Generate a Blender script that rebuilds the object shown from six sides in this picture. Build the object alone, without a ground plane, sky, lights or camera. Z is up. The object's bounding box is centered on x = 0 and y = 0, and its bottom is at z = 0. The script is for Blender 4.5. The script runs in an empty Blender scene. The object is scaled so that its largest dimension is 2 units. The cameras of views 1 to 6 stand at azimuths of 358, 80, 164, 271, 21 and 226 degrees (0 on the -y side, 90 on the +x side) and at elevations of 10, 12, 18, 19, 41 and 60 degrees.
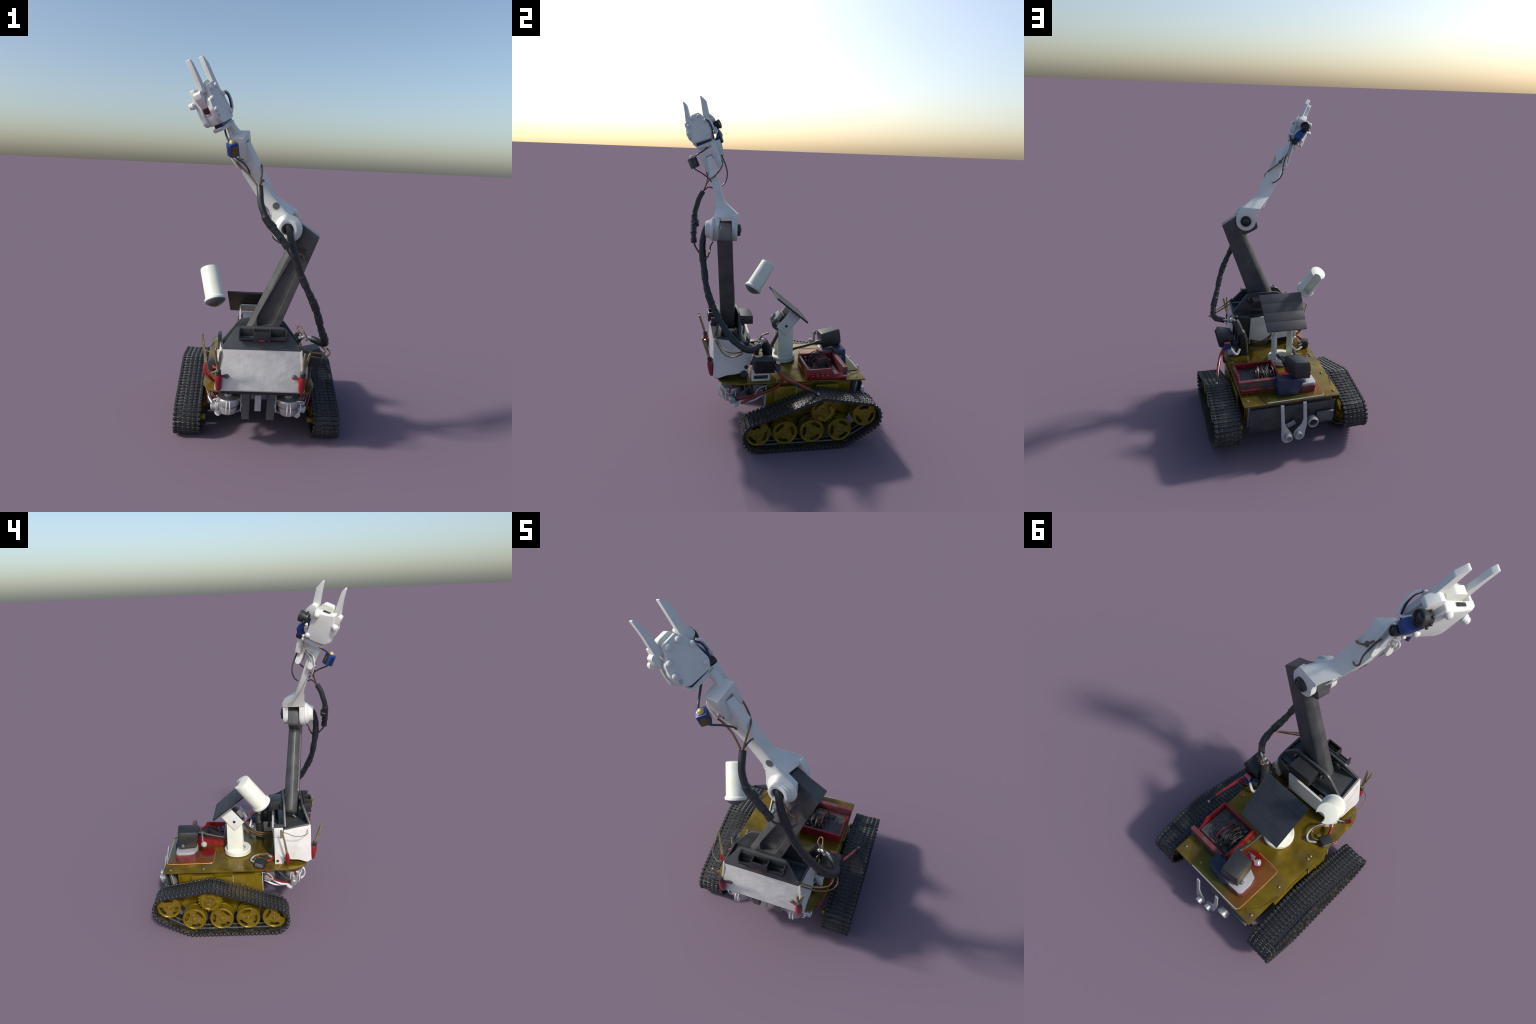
import bpy, bmesh, math, random
from mathutils import Vector as V, Matrix
random.seed(7)
PI = math.pi

# ------------------------------------------------------------------ materials
def mat(name, col, rough=.5, metal=0., var=.15, scale=14., bump=.0, bscale=120., tint=None, tint_amt=.0,
        tint_scale=9., spec=.5, coat=0.):
    m = bpy.data.materials.new(name); m.use_nodes = True
    nt = m.node_tree; N = nt.nodes; L = nt.links
    b = N['Principled BSDF']
    tc = N.new('ShaderNodeTexCoord')
    nz = N.new('ShaderNodeTexNoise'); nz.inputs['Scale'].default_value = scale
    nz.inputs['Detail'].default_value = 6; nz.inputs['Roughness'].default_value = .62
    L.new(tc.outputs['Object'], nz.inputs['Vector'])
    cr = N.new('ShaderNodeValToRGB'); cr.color_ramp.elements[0].position = .32; cr.color_ramp.elements[1].position = .7
    lo = [c * (1 - var) for c in col]; hi = [min(1, c * (1 + var)) for c in col]
    cr.color_ramp.elements[0].color = (*lo, 1); cr.color_ramp.elements[1].color = (*hi, 1)
    L.new(nz.outputs['Fac'], cr.inputs['Fac'])
    out = cr.outputs['Color']
    if tint:
        n2 = N.new('ShaderNodeTexNoise'); n2.inputs['Scale'].default_value = tint_scale; n2.inputs['Detail'].default_value = 5
        mp = N.new('ShaderNodeMapping'); mp.inputs['Location'].default_value = (3.1, 1.7, 5.2)
        L.new(tc.outputs['Object'], mp.inputs['Vector']); L.new(mp.outputs['Vector'], n2.inputs['Vector'])
        r2 = N.new('ShaderNodeValToRGB'); r2.color_ramp.elements[0].position = .5; r2.color_ramp.elements[1].position = .72
        r2.color_ramp.elements[0].color = (0, 0, 0, 1); r2.color_ramp.elements[1].color = (tint_amt,) * 3 + (1,)
        L.new(n2.outputs['Fac'], r2.inputs['Fac'])
        mx = N.new('ShaderNodeMix'); mx.data_type = 'RGBA'
        L.new(r2.outputs['Color'], mx.inputs['Factor']); L.new(out, mx.inputs[6]); mx.inputs[7].default_value = (*tint, 1)
        out = mx.outputs[2]
    L.new(out, b.inputs['Base Color'])
    b.inputs['Roughness'].default_value = rough; b.inputs['Metallic'].default_value = metal
    b.inputs['Specular IOR Level'].default_value = spec
    b.inputs['Coat Weight'].default_value = coat
    if bump:
        n3 = N.new('ShaderNodeTexNoise'); n3.inputs['Scale'].default_value = bscale; n3.inputs['Detail'].default_value = 4
        L.new(tc.outputs['Object'], n3.inputs['Vector'])
        bp = N.new('ShaderNodeBump'); bp.inputs['Strength'].default_value = bump; bp.inputs['Distance'].default_value = .002 if bscale > 30 else .007
        L.new(n3.outputs['Fac'], bp.inputs['Height']); L.new(bp.outputs['Normal'], b.inputs['Normal'])
    return m

M = dict(
    white=mat('white_paint', (.62, .635, .615), .5, var=.05, scale=18, bump=.15, tint=(.55, .52, .40), tint_amt=.3, tint_scale=14),
    boxwhite=mat('white_box_paint', (.62, .62, .60), .45, var=.07, scale=9, bump=.35, bscale=26, tint=(.46, .44, .40), tint_amt=.5, tint_scale=11),
    cream=mat('cream_plastic', (.66, .68, .60), .45, var=.05, scale=20, bump=.1, tint=(.58, .56, .38), tint_amt=.35, tint_scale=16),
    arm=mat('grey_cast_arm', (.052, .054, .056), .32, var=.3, scale=12, bump=.15, bscale=40, tint=(.10, .095, .085), tint_amt=.5, tint_scale=10),
    housing=mat('dark_housing', (.042, .047, .050), .38, var=.3, scale=14, bump=.1, bscale=40, tint=(.085, .075, .06), tint_amt=.5),
    black=mat('black_plastic', (.018, .019, .021), .42, var=.3, scale=22),
    sleeve=mat('black_sleeve', (.014, .016, .019), .48, var=.3, scale=30, bump=.2),
    panel=mat('solar_panel_face', (.022, .026, .032), .5, var=.25, scale=10, bump=.1),
    tread=mat('black_tread_rubber', (.0105, .0110, .0122), .38, var=.5, scale=60, bump=.6, bscale=160, tint=(.11, .11, .105), tint_amt=.5, tint_scale=55, spec=.6),
    gold=mat('brass_paint', (.21, .15, .006), .28, .5, var=.25, scale=16, bump=.08, tint=(.2, .11, .03), tint_amt=.4),
    wheel=mat('brass_wheel', (.22, .155, .009), .28, .5, var=.25, scale=22, bump=.1, tint=(.2, .08, .03), tint_amt=.35),
    steel=mat('silver_metal', (.46, .46, .46), .35, .6, var=.2, scale=25, tint=(.18, .17, .16), tint_amt=.5),
    greymetal=mat('grey_strap', (.11, .115, .12), .45, .2, var=.2, scale=16),
    palemetal=mat('pale_metal_strap', (.40, .40, .41), .4, .3, var=.12, scale=16),
    bolt=mat('bolt_metal', (.22, .19, .13), .35, .6, var=.3, scale=60),
    red=mat('red_plastic', (.22, .007, .012), .32, var=.35, scale=20, tint=(.10, .008, .012), tint_amt=.6, coat=.2),
    redgrey=mat('red_grey_block', (.12, .022, .028), .5, var=.4, scale=16, tint=(.10, .09, .09), tint_amt=.85, tint_scale=18),
    greyblock=mat('grey_cover', (.055, .052, .05), .5, var=.4, scale=18, tint=(.16, .04, .04), tint_amt=.6, tint_scale=14),
    blue=mat('blue_plastic', (.010, .042, .19), .4, var=.3, scale=18),
    navy=mat('navy_plastic', (.006, .012, .055), .4, var=.3, scale=18),
    bluegrey=mat('blue_violet_block', (.012, .020, .055), .45, var=.4, scale=14, tint=(.10, .08, .11), tint_amt=.7, tint_scale=12),
    wire_brown=mat('brown_wire', (.14, .075, .03), .35, var=.3, scale=30, tint=(.26, .18, .09), tint_amt=.6, tint_scale=20),
    wire_dark=mat('dark_wire', (.045, .048, .055), .35, var=.3, scale=30),
    wire_grey=mat('grey_wire', (.38, .38, .38), .35, var=.3, scale=30),
    wire_white=mat('white_wire', (.62, .63, .63), .45, var=.06, scale=30),
    wire_blue=mat('navy_wire', (.02, .022, .07), .4, var=.3, scale=30),
    olive=mat('olive_metal_pin', (.22, .18, .09), .32, .3, var=.3, scale=40, tint=(.42, .40, .36), tint_amt=.7, tint_scale=40),
    pcb=mat('dark_board', (.05, .055, .06), .55, var=.5, scale=40, bump=.5, tint=(.12, .10, .08), tint_amt=.6, tint_scale=45),
    lens=mat('lens_glass', (.008, .008, .01), .12, var=.1),
    eye=mat('dark_red_eye', (.06, .015, .018), .3, var=.4, scale=60),
    yellow=mat('yellow_label', (.11, .085, .016), .4, .2, var=.4, scale=40),
    gear=mat('gold_gear', (.5, .36, .12), .35, .4, var=.2, scale=40),
)

def deck_material(name, base, blobs):
    """lacquered brass sheet with soft colour blobs painted in around given spots"""
    m = mat(name, base, .22, .55, var=.42, scale=9, bump=.06, tint=(.17, .125, .06), tint_amt=.55, tint_scale=7)
    nt = m.node_tree; N = nt.nodes; L = nt.links; b = N['Principled BSDF']
    prev = b.inputs['Base Color'].links[0].from_socket
    tc = N.new('ShaderNodeTexCoord')
    nz = N.new('ShaderNodeTexNoise'); nz.inputs['Scale'].default_value = 16; nz.inputs['Detail'].default_value = 4
    L.new(tc.outputs['Object'], nz.inputs['Vector'])
    for center, size, col, fac in blobs:
        mp = N.new('ShaderNodeMapping'); mp.inputs['Location'].default_value = tuple(-c / r for c, r in zip(center, size))
        mp.inputs['Scale'].default_value = tuple(1 / r for r in size)
        g = N.new('ShaderNodeTexGradient'); g.gradient_type = 'SPHERICAL'
        L.new(tc.outputs['Object'], mp.inputs['Vector']); L.new(mp.outputs['Vector'], g.inputs['Vector'])
        a = N.new('ShaderNodeMath'); a.operation = 'MULTIPLY_ADD'; a.inputs[1].default_value = .5
        L.new(nz.outputs['Fac'], a.inputs[0]); a.inputs[2].default_value = .55
        mu = N.new('ShaderNodeMath'); mu.operation = 'MULTIPLY'; L.new(g.outputs['Fac'], mu.inputs[0]); L.new(a.outputs[0], mu.inputs[1])
        mf = N.new('ShaderNodeMath'); mf.operation = 'MULTIPLY'; mf.use_clamp = True; mf.inputs[1].default_value = fac
        L.new(mu.outputs[0], mf.inputs[0])
        mx = N.new('ShaderNodeMix'); mx.data_type = 'RGBA'
        L.new(mf.outputs[0], mx.inputs['Factor']); L.new(prev, mx.inputs[6]); mx.inputs[7].default_value = (*col, 1)
        prev = mx.outputs[2]
    L.new(prev, b.inputs['Base Color'])
    return m
M['deck'] = deck_material('brass_deck_lacquer', (.185, .122, .008), [((.12, -.05, .35), (.3, .3, .3), (.13, .10, .012), .7)])
M['inlay'] = deck_material('inlay_painted_reflections', (.14, .10, .010), [((-.17, .33, .345), (.17, .26, .2), (.24, .085, .02), 1.7),
    ((-.055, .245, .345), (.075, .06, .1), (.27, .008, .010), 3.2), ((.02, .46, .345), (.16, .10, .1), (.08, .085, .012), 1.5)])  # orange and red blobs are baked reflections coloured into the sheet
M['copper'] = mat('copper_rim', (.42, .19, .06), .3, .4, var=.3, scale=20)

# ------------------------------------------------------------------ helpers
root = bpy.data.objects.new('tracked_arm_robot', None)
bpy.context.scene.collection.objects.link(root)
root['label'] = 'small brass tracked robot with a tall white jointed gripper arm'
root['category'] = 'robot'

def finish(me, ang=35):
    me.polygons.foreach_set('use_smooth', [True] * len(me.polygons))
    me.set_sharp_from_angle(angle=math.radians(ang))

def add(name, me, m, parent=None, mw=None, kind=None):
    ob = bpy.data.objects.new(name, me)
    bpy.context.scene.collection.objects.link(ob)
    if m is not None and not me.materials: me.materials.append(M[m])
    ob.parent = parent or root
    if mw is not None: ob.matrix_basis = mw
    if kind: ob['kind'] = kind
    return ob

def bm_bevel(bm, w, ang=28, seg=2):
    if w <= 0: return
    bm.normal_update()
    es = [e for e in bm.edges if len(e.link_faces) == 2 and e.calc_face_angle(0) > math.radians(ang)]
    bmesh.ops.bevel(bm, geom=es, offset=w, segments=seg, affect='EDGES', clamp_overlap=True, profile=.6)

def to_mesh(bm, name, ang=35):
    bmesh.ops.recalc_face_normals(bm, faces=bm.faces)
    me = bpy.data.meshes.new(name); bm.to_mesh(me); bm.free(); finish(me, ang); return me

def frame(o, x, z=None, y=None):
    """matrix with local x along x and z (or y) as second guide"""
    x = V(x).normalized()
    if z is not None:
        z = V(z); z = (z - x * z.dot(x)).normalized(); y = z.cross(x)
    else:
        y = V(y); y = (y - x * y.dot(x)).normalized(); z = x.cross(y)
    return Matrix(((x.x, y.x, z.x, o[0]), (x.y, y.y, z.y, o[1]), (x.z, y.z, z.z, o[2]), (0, 0, 0, 1)))

def along(o, d):
    d = V(d).normalized(); g = V((0, 0, 1)) if abs(d.z) < .9 else V((1, 0, 0))
    x = g.cross(d).normalized(); y = d.cross(x)
    return Matrix(((x.x, y.x, d.x, o[0]), (x.y, y.y, d.y, o[1]), (x.z, y.z, d.z, o[2]), (0, 0, 0, 1)))

def prism_bm(poly, z0, z1, mw=None, bevel=0., seg=2, top=None):
    bm = bmesh.new()
    tp = top or poly
    a = [bm.verts.new((p[0], p[1], z0)) for p in poly]; b = [bm.verts.new((p[0], p[1], z1)) for p in tp]
    n = len(poly)
    bm.faces.new(a[::-1]); bm.faces.new(b)
    for i in range(n): bm.faces.new((a[i], a[(i + 1) % n], b[(i + 1) % n], b[i]))
    bmesh.ops.recalc_face_normals(bm, faces=bm.faces)
    bm_bevel(bm, bevel, seg=seg)
    if mw is not None: bm.transform(mw)
    return bm

def join(*bms):
    out = bmesh.new()
    for b in bms:
        t = bpy.data.meshes.new('t'); b.to_mesh(t); b.free(); out.from_mesh(t); bpy.data.meshes.remove(t)
    return out

def prism(name, poly, z0, z1, m, mw=None, bevel=.003, parent=None, top=None):
    return add(name, to_mesh(prism_bm(poly, z0, z1, mw, bevel, top=top), name), m, parent)

def box_bm(c, s, rot=None, bevel=.003, seg=2):
    hx, hy, hz = s[0] / 2, s[1] / 2, s[2] / 2
    mw = Matrix.Translation(c) @ (rot.to_4x4() if rot is not None else Matrix.Identity(4))
    return prism_bm([(-hx, -hy), (hx, -hy), (hx, hy), (-hx, hy)], -hz, hz, mw, bevel, seg)

def box(name, c, s, m, rot=None, bevel=.003, parent=None):
    return add(name, to_mesh(box_bm(c, s, rot, bevel), name), m, parent)

def bounds_box(x0, x1, y0, y1, z0, z1, bevel=.003):
    return box_bm(((x0 + x1) / 2, (y0 + y1) / 2, (z0 + z1) / 2), (x1 - x0, y1 - y0, z1 - z0), None, bevel)

def hexa_bm(low, high, bevel=.003):
    """loft between two 4-point loops"""
    bm = bmesh.new()
    a = [bm.verts.new(p) for p in low]; b = [bm.verts.new(p) for p in high]
    n = len(a); bm.faces.new(a[::-1]); bm.faces.new(b)
    for i in range(n): bm.faces.new((a[i], a[(i + 1) % n], b[(i + 1) % n], b[i]))
    bmesh.ops.recalc_face_normals(bm, faces=bm.faces); bm_bevel(bm, bevel)
    return bm

def loft_bm(loops, bevel=.003):
    bm = bmesh.new(); R = [[bm.verts.new(p) for p in l] for l in loops]; n = len(R[0])
    bm.faces.new(R[0][::-1]); bm.faces.new(R[-1])
    for A, B in zip(R, R[1:]):
        for i in range(n): bm.faces.new((A[i], A[(i + 1) % n], B[(i + 1) % n], B[i]))
    bmesh.ops.recalc_face_normals(bm, faces=bm.faces); bm_bevel(bm, bevel)
    return bm

def lathe_bm(prof, mw=None, seg=32):
    bm = bmesh.new(); rings = []
    for r, z in prof:
        if r < 1e-5: rings.append([bm.verts.new((0, 0, z))])
        else: rings.append([bm.verts.new((r * math.cos(2 * PI * i / seg), r * math.sin(2 * PI * i / seg), z)) for i in range(seg)])
    for A, B in zip(rings, rings[1:]):
        for i in range(seg):
            j = (i + 1) % seg
            if len(A) == 1 and len(B) == 1: continue
            if len(A) == 1: bm.faces.new((A[0], B[i], B[j]))
            elif len(B) == 1: bm.faces.new((A[i], A[j], B[0]))
            else: bm.faces.new((A[i], A[j], B[j], B[i]))
    if len(rings[0]) > 1: bm.faces.new(rings[0][::-1])
    if len(rings[-1]) > 1: bm.faces.new(rings[-1])
    bmesh.ops.recalc_face_normals(bm, faces=bm.faces)
    if mw is not None: bm.transform(mw)
    return bm

def lathe(name, prof, m, mw=None, seg=32, parent=None, ang=35):
    return add(name, to_mesh(lathe_bm(prof, mw, seg), name, ang), m, parent)

def spline(pts, n=8):
    P = [V(p) for p in pts]
    if len(P) == 2: return [P[0].lerp(P[1], i / n) for i in range(n + 1)]
    P = [P[0] * 2 - P[1]] + P + [P[-1] * 2 - P[-2]]; out = []
    for i in range(1, len(P) - 2):
        a, b, c, d = P[i - 1:i + 3]
        for k in range(n):
            t = k / n
            out.append(.5 * ((2 * b) + (c - a) * t + (2 * a - 5 * b + 4 * c - d) * t * t + (3 * b - a - 3 * c + d) * t ** 3))
    out.append(P[-2]); return out

def tube_bm(pts, r, n=8, seg=10, curve=True):
    Q = spline(pts, n) if curve else [V(p) for p in pts]
    bm = bmesh.new(); T0 = (Q[1] - Q[0]).normalized()
    g = V((0, 0, 1)) if abs(T0.z) < .9 else V((1, 0, 0)); u = g.cross(T0).normalized(); rings = []
    L = 0; tot = sum((b - a).length for a, b in zip(Q, Q[1:]))
    for i, q in enumerate(Q):
        T = (Q[min(i + 1, len(Q) - 1)] - Q[max(i - 1, 0)]).normalized()
        u = (u - T * u.dot(T)).normalized(); w = T.cross(u)
        if i: L += (q - Q[i - 1]).length
        rr = r(L, tot) if callable(r) else r
        rings.append([bm.verts.new(q + (u * math.cos(2 * PI * k / seg) + w * math.sin(2 * PI * k / seg)) * rr) for k in range(seg)])
    for A, B in zip(rings, rings[1:]):
        for k in range(seg): bm.faces.new((A[k], A[(k + 1) % seg], B[(k + 1) % seg], B[k]))
    bm.faces.new(rings[0][::-1]); bm.faces.new(rings[-1])
    return bm

def tube(name, pts, r, m, n=8, seg=10, parent=None, curve=True):
    return add(name, to_mesh(tube_bm(pts, r, n, seg, curve), name, 50), m, parent)

def cut(ob, *cutters):
    for c in cutters:
        me = to_mesh(c, 'cutter'); co = bpy.data.objects.new('cutter', me); bpy.context.scene.collection.objects.link(co)
        md = ob.modifiers.new('b', 'BOOLEAN'); md.object = co; md.operation = 'DIFFERENCE'; md.solver = 'EXACT'
        bpy.context.view_layer.update()
        ev = ob.evaluated_get(bpy.context.evaluated_depsgraph_get())
        nm = bpy.data.meshes.new_from_object(ev); old = ob.data; name = old.name
        ob.modifiers.clear(); ob.data = nm; bpy.data.meshes.remove(old); nm.name = name
        bpy.data.objects.remove(co); bpy.data.meshes.remove(me)
        finish(nm)
    return ob

def rebevel(ob, w, ang=30):
    bm = bmesh.new(); bm.from_mesh(ob.data)
    bmesh.ops.remove_doubles(bm, verts=bm.verts, dist=1e-5)
    bmesh.ops.dissolve_limit(bm, angle_limit=.01, verts=bm.verts, edges=bm.edges)
    bm_bevel(bm, w, ang); bmesh.ops.recalc_face_normals(bm, faces=bm.faces)
    bm.to_mesh(ob.data); bm.free(); finish(ob.data, 35); return ob

def arc(cx, cy, r, a0, a1, n=8):
    return [(cx + r * math.cos(math.radians(a0 + (a1 - a0) * i / n)), cy + r * math.sin(math.radians(a0 + (a1 - a0) * i / n))) for i in range(n + 1)]

def rrect(x0, x1, y0, y1, r, n=4):
    return arc(x1 - r, y1 - r, r, 0, 90, n) + arc(x0 + r, y1 - r, r, 90, 180, n) + arc(x0 + r, y0 + r, r, 180, 270, n) + arc(x1 - r, y0 + r, r, 270, 360, n)

def roundpoly(P, r, n=4):
    out = []; k = len(P)
    for i in range(k):
        p = V(P[i]).to_2d(); a = V(P[i - 1]).to_2d(); b = V(P[(i + 1) % k]).to_2d()
        ri = r[i] if isinstance(r, (list, tuple)) else r
        if ri <= 0: out.append(tuple(p)); continue
        da = (a - p); db = (b - p); ri = min(ri, da.length * .45, db.length * .45)
        s = p + da.normalized() * ri; e = p + db.normalized() * ri
        for j in range(n + 1):
            t = j / n; out.append(tuple(s * (1 - t) ** 2 + p * 2 * t * (1 - t) + e * t * t))
    return out

def dome_bm(r, h):
    return lathe_bm([(r, 0), (r, h * .35), (r * .92, h * .62), (r * .7, h * .85), (r * .38, h * .97), (0, h)], None, 14)

bolt_mesh = {}
def bolts(name, places, r, h, m, parent=None):
    key = (m, r, h)
    if key not in bolt_mesh:
        me = to_mesh(dome_bm(r, h), name); me.materials.append(M[m]); bolt_mesh[key] = me
    for p, d in places: add(name, bolt_mesh[key], None, parent, along(p, d))

# ------------------------------------------------------------------ tracks and wheels
W_R = .072
wheels = [(.461, .182), (.313, .095), (.146, .095), (-.014, .095), (-.172, .095)]
SPR = (.208, .223)
R_IN = .0745

def hull(pts):
    pts = sorted(set(pts))
    def half(ps):
        h = []
        for p in ps:
            while len(h) >= 2 and (h[-1][0] - h[-2][0]) * (p[1] - h[-2][1]) - (h[-1][1] - h[-2][1]) * (p[0] - h[-2][0]) <= 0: h.pop()
            h.append(p)
        return h
    a, b = half(pts), half(pts[::-1]); return a[:-1] + b[:-1]

def offset_loop(off):
    ps = []
    for c, r in [(w, R_IN + off) for w in wheels] + [(SPR, .076 + off)]:
        ps += [(round(c[0] + r * math.cos(t * PI / 48), 6), round(c[1] + r * math.sin(t * PI / 48), 6)) for t in range(96)]
    return hull(ps)

def resample(loop, n):
    L = [0]
    for i in range(len(loop)): L.append(L[-1] + math.dist(loop[i], loop[(i + 1) % len(loop)]))
    out = []; j = 0
    for k in range(n):
        s = L[-1] * k / n
        while L[j + 1] < s: j += 1
        t = (s - L[j]) / (L[j + 1] - L[j]); a = loop[j]; b = loop[(j + 1) % len(loop)]
        d = ((b[0] - a[0]), (b[1] - a[1])); l = math.hypot(*d)
        out.append((a[0] + d[0] * t, a[1] + d[1] * t, d[0] / l, d[1] / l))
    return out, L[-1]

TW = .149; TX = .390          # belt width and its middle
def belt(side):
    inn = offset_loop(0.0); out = offset_loop(.010)
    bm = bmesh.new(); n = 180
    a, _ = resample(inn, n)
    rings = []
    # cross section: (x, offset along outward normal)
    sec = [(-.5, 0), (-.17, 0), (-.15, -.006), (-.11, -.006), (-.09, 0), (.09, 0), (.11, -.006), (.15, -.006), (.17, 0), (.5, 0), (.5, .009), (-.5, .009)]
    for y, z, dy, dz in a:
        nx, nz = dz, -dy
        rings.append([bm.verts.new((side * (TX + sx * (TW - .01)), y + nx * o, z + nz * o)) for sx, o in sec])
    for i in range(n):
        A, B = rings[i], rings[(i + 1) % n]
        for k in range(len(sec)):
            bm.faces.new((A[k], A[(k + 1) % len(sec)], B[(k + 1) % len(sec)], B[k]))
    return add('track', to_mesh(bm, 'track', 40), 'tread')

rnd = random.Random(3)
def link_mesh(k):
    """one tread link, local x across the belt, y along it, z outward"""
    parts = [box_bm((0, 0, .003), (TW - .012, .0245, .006), None, .0015, 1)]
    segs = [(-.0755, -.058), (-.0555, -.030), (-.027, -.003), (.0, .025), (.028, .053), (.0555, .0755)]
    for (x0, x1) in segs:
        h = .0085 + rnd.uniform(-.0015, .0015)
        for yy, w, hh in ((-.0055, .0085, h), (.0065, .006, h * .72)):
            parts.append(box_bm(((x0 + x1) / 2 + rnd.uniform(-.001, .001), yy, hh / 2 + .002), (x1 - x0 - .001, w, hh), None, .0018, 1))
    for s in (-1, 1):
        parts.append(lathe_bm([(.0, -.0085), (.006, -.0085), (.0085, -.006), (.0085, .006), (.006, .0085), (0, .0085)],
                              along((s * (TW / 2 - .006), 0, .0045), (s, 0, 0)), 8))
    me = to_mesh(join(*parts), 'tread_link', 40); me.materials.append(M['tread']); return me
links = [link_mesh(i) for i in range(3)]

def wheel_mesh(teeth=0):
    r = W_R if not teeth else .068
    prof = [(0, -.007), (r - .004, -.007), (r, -.004), (r, .004), (r - .003, .0075), (r - .009, .0075), (r - .012, .0045), (.014, .0045), (.011, .008), (0, .008)]
    bm = lathe_bm(prof, None, 48)
    if teeth:
        tb = []
        for i in range(teeth):
            a = 2 * PI * i / teeth; R = Matrix.Rotation(a, 4, 'Z')
            tb.append(prism_bm([(r - .004, -.0062), (r + .008, -.0028), (r + .009, 0), (r + .008, .0028), (r - .004, .0062)], -.005, .005, R, .001, 1))
        bm = join(bm, *tb)
    ob = add('wheel_tmp', to_mesh(bm, 'wheel'), 'wheel')
    cs = []
    for k in range(3):
        a = 120 * k; P = arc(0, 0, r * .79, a - 37, a + 37, 8) + arc(0, 0, r * .51, a + 30, a - 30, 6)
        cs.append(prism_bm(roundpoly(P, [.007 if i in (0, 8, 9, 15) else 0 for i in range(16)], 3), -.03, .03, None, 0))
    cut(ob, *cs); me = ob.data; bpy.data.objects.remove(ob); return me
wheel_me = wheel_mesh(); spr_me = wheel_mesh(22)
wheel_me.name = 'wheel'; spr_me.name = 'sprocket'
wheel_drum = to_mesh(lathe_bm([(.040, -.02), (.066, -.02), (.066, -.012), (0, -.012)], None, 32), 'wheel_drum'); wheel_drum.materials.append(M['gold'])
wb = to_mesh(dome_bm(.0052, .005), 'wheel_bolt'); wb.materials.append(M['bolt'])
axle_me = to_mesh(lathe_bm([(.018, 0), (.018, .11)], None, 20), 'axle'); axle_me.materials.append(M['wheel'])

for side in (-1, 1):
    tr = belt(side)
    loop, _ = resample(offset_loop(.008), 76)
    for i, (y, z, dy, dz) in enumerate(loop):
        # x across, y along belt, z outward
        mw = Matrix(((1, 0, 0, side * TX), (0, dy, dz, y), (0, dz, -dy, z), (0, 0, 0, 1)))
        add('tread_link', links[(i * 7 + (side > 0)) % 3], None, tr, mw)
    for j, (y, z) in enumerate(wheels + [SPR]):
        for x, outer in ((.418, 1), (.360, 0)):
            ang = rnd.uniform(0, 2 * PI)
            d = side if outer else side
            mw = Matrix.Translation((side * x, y, z)) @ Matrix.Rotation(side * PI / 2, 4, 'Y') @ Matrix.Rotation(ang, 4, 'Z')
            w = add('sprocket' if j == 5 else 'wheel', spr_me if j == 5 else wheel_me, None, None, mw)
            if outer:
                for k in range(3):
                    a = PI / 3 + 2 * PI * k / 3
                    add('wheel_bolt', wb, None, w, Matrix.Translation((.030 * math.cos(a), .030 * math.sin(a), .0045)))
                add('wheel_bolt', wb, None, w, Matrix.Translation((0, 0, .008)))
                add('wheel_drum', wheel_drum, None, w, Matrix.Translation((0, 0, -.026)))
        add('axle', axle_me, None, None, Matrix.Translation((side * .292, y, z)) @ Matrix.Rotation(side * PI / 2, 4, 'Y'))

# ------------------------------------------------------------------ chassis
add('chassis', to_mesh(join(bounds_box(-.262, -.250, -.105, .42, .17, .322, .004), bounds_box(.250, .262, -.105, .42, .17, .322, .004), bounds_box(-.255, .255, .41, .42, .16, .322, .003), bounds_box(-.255, .255, -.10, .42, .30, .322, .003)), 'chassis'), 'gold')
for s in (-1, 1):
    def sp(y0, y1, z0, z1, x=.305, t=.014): return bounds_box(min(s * x, s * (x - t)), max(s * x, s * (x - t)), y0, y1, z0, z1, .003)
    add('side_panel', to_mesh(join(sp(-.064, .072, .11, .324), sp(.074, .192, .11, .308, .300), sp(.193, .331, .11, .324), sp(-.105, .20, .14, .30, .285), sp(.2, .40, .16, .318, .268)), 'side_panel'), 'gold')
    bolts('panel_screw', [((s * .3052, y, .254), (s, 0, 0)) for y in (-.012, .016)], .0045, .004, 'bolt')
box('chassis_shadow_fill', (0, .15, .235), (.49, .51, .14), 'black', bevel=.01)  # solid box coloured black for the shade inside and at the chassis front
for s in (-1, 1):
    prism('suspension_plate', roundpoly([(-.15, .075), (.34, .075), (.40, .13), (.41, .22), (.36, .27), (.05, .27), (-.15, .15)], .03, 4), -.004, .004, 'gold', Matrix(((0, 0, 1, s * .322), (1, 0, 0, 0), (0, 1, 0, 0), (0, 0, 0, 1))), .002)
# thin white edge where two panels meet, and grey front end cap
for s in (-1, 1):
    box('panel_edge_strip', (s * .304, .0735, .285), (.003, .004, .075), 'palemetal', bevel=.001)
for s in (-1, 1): box('front_end_cap', (s * .272, -.108, .235), (.03, .006, .17), 'palemetal', bevel=.002)
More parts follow.
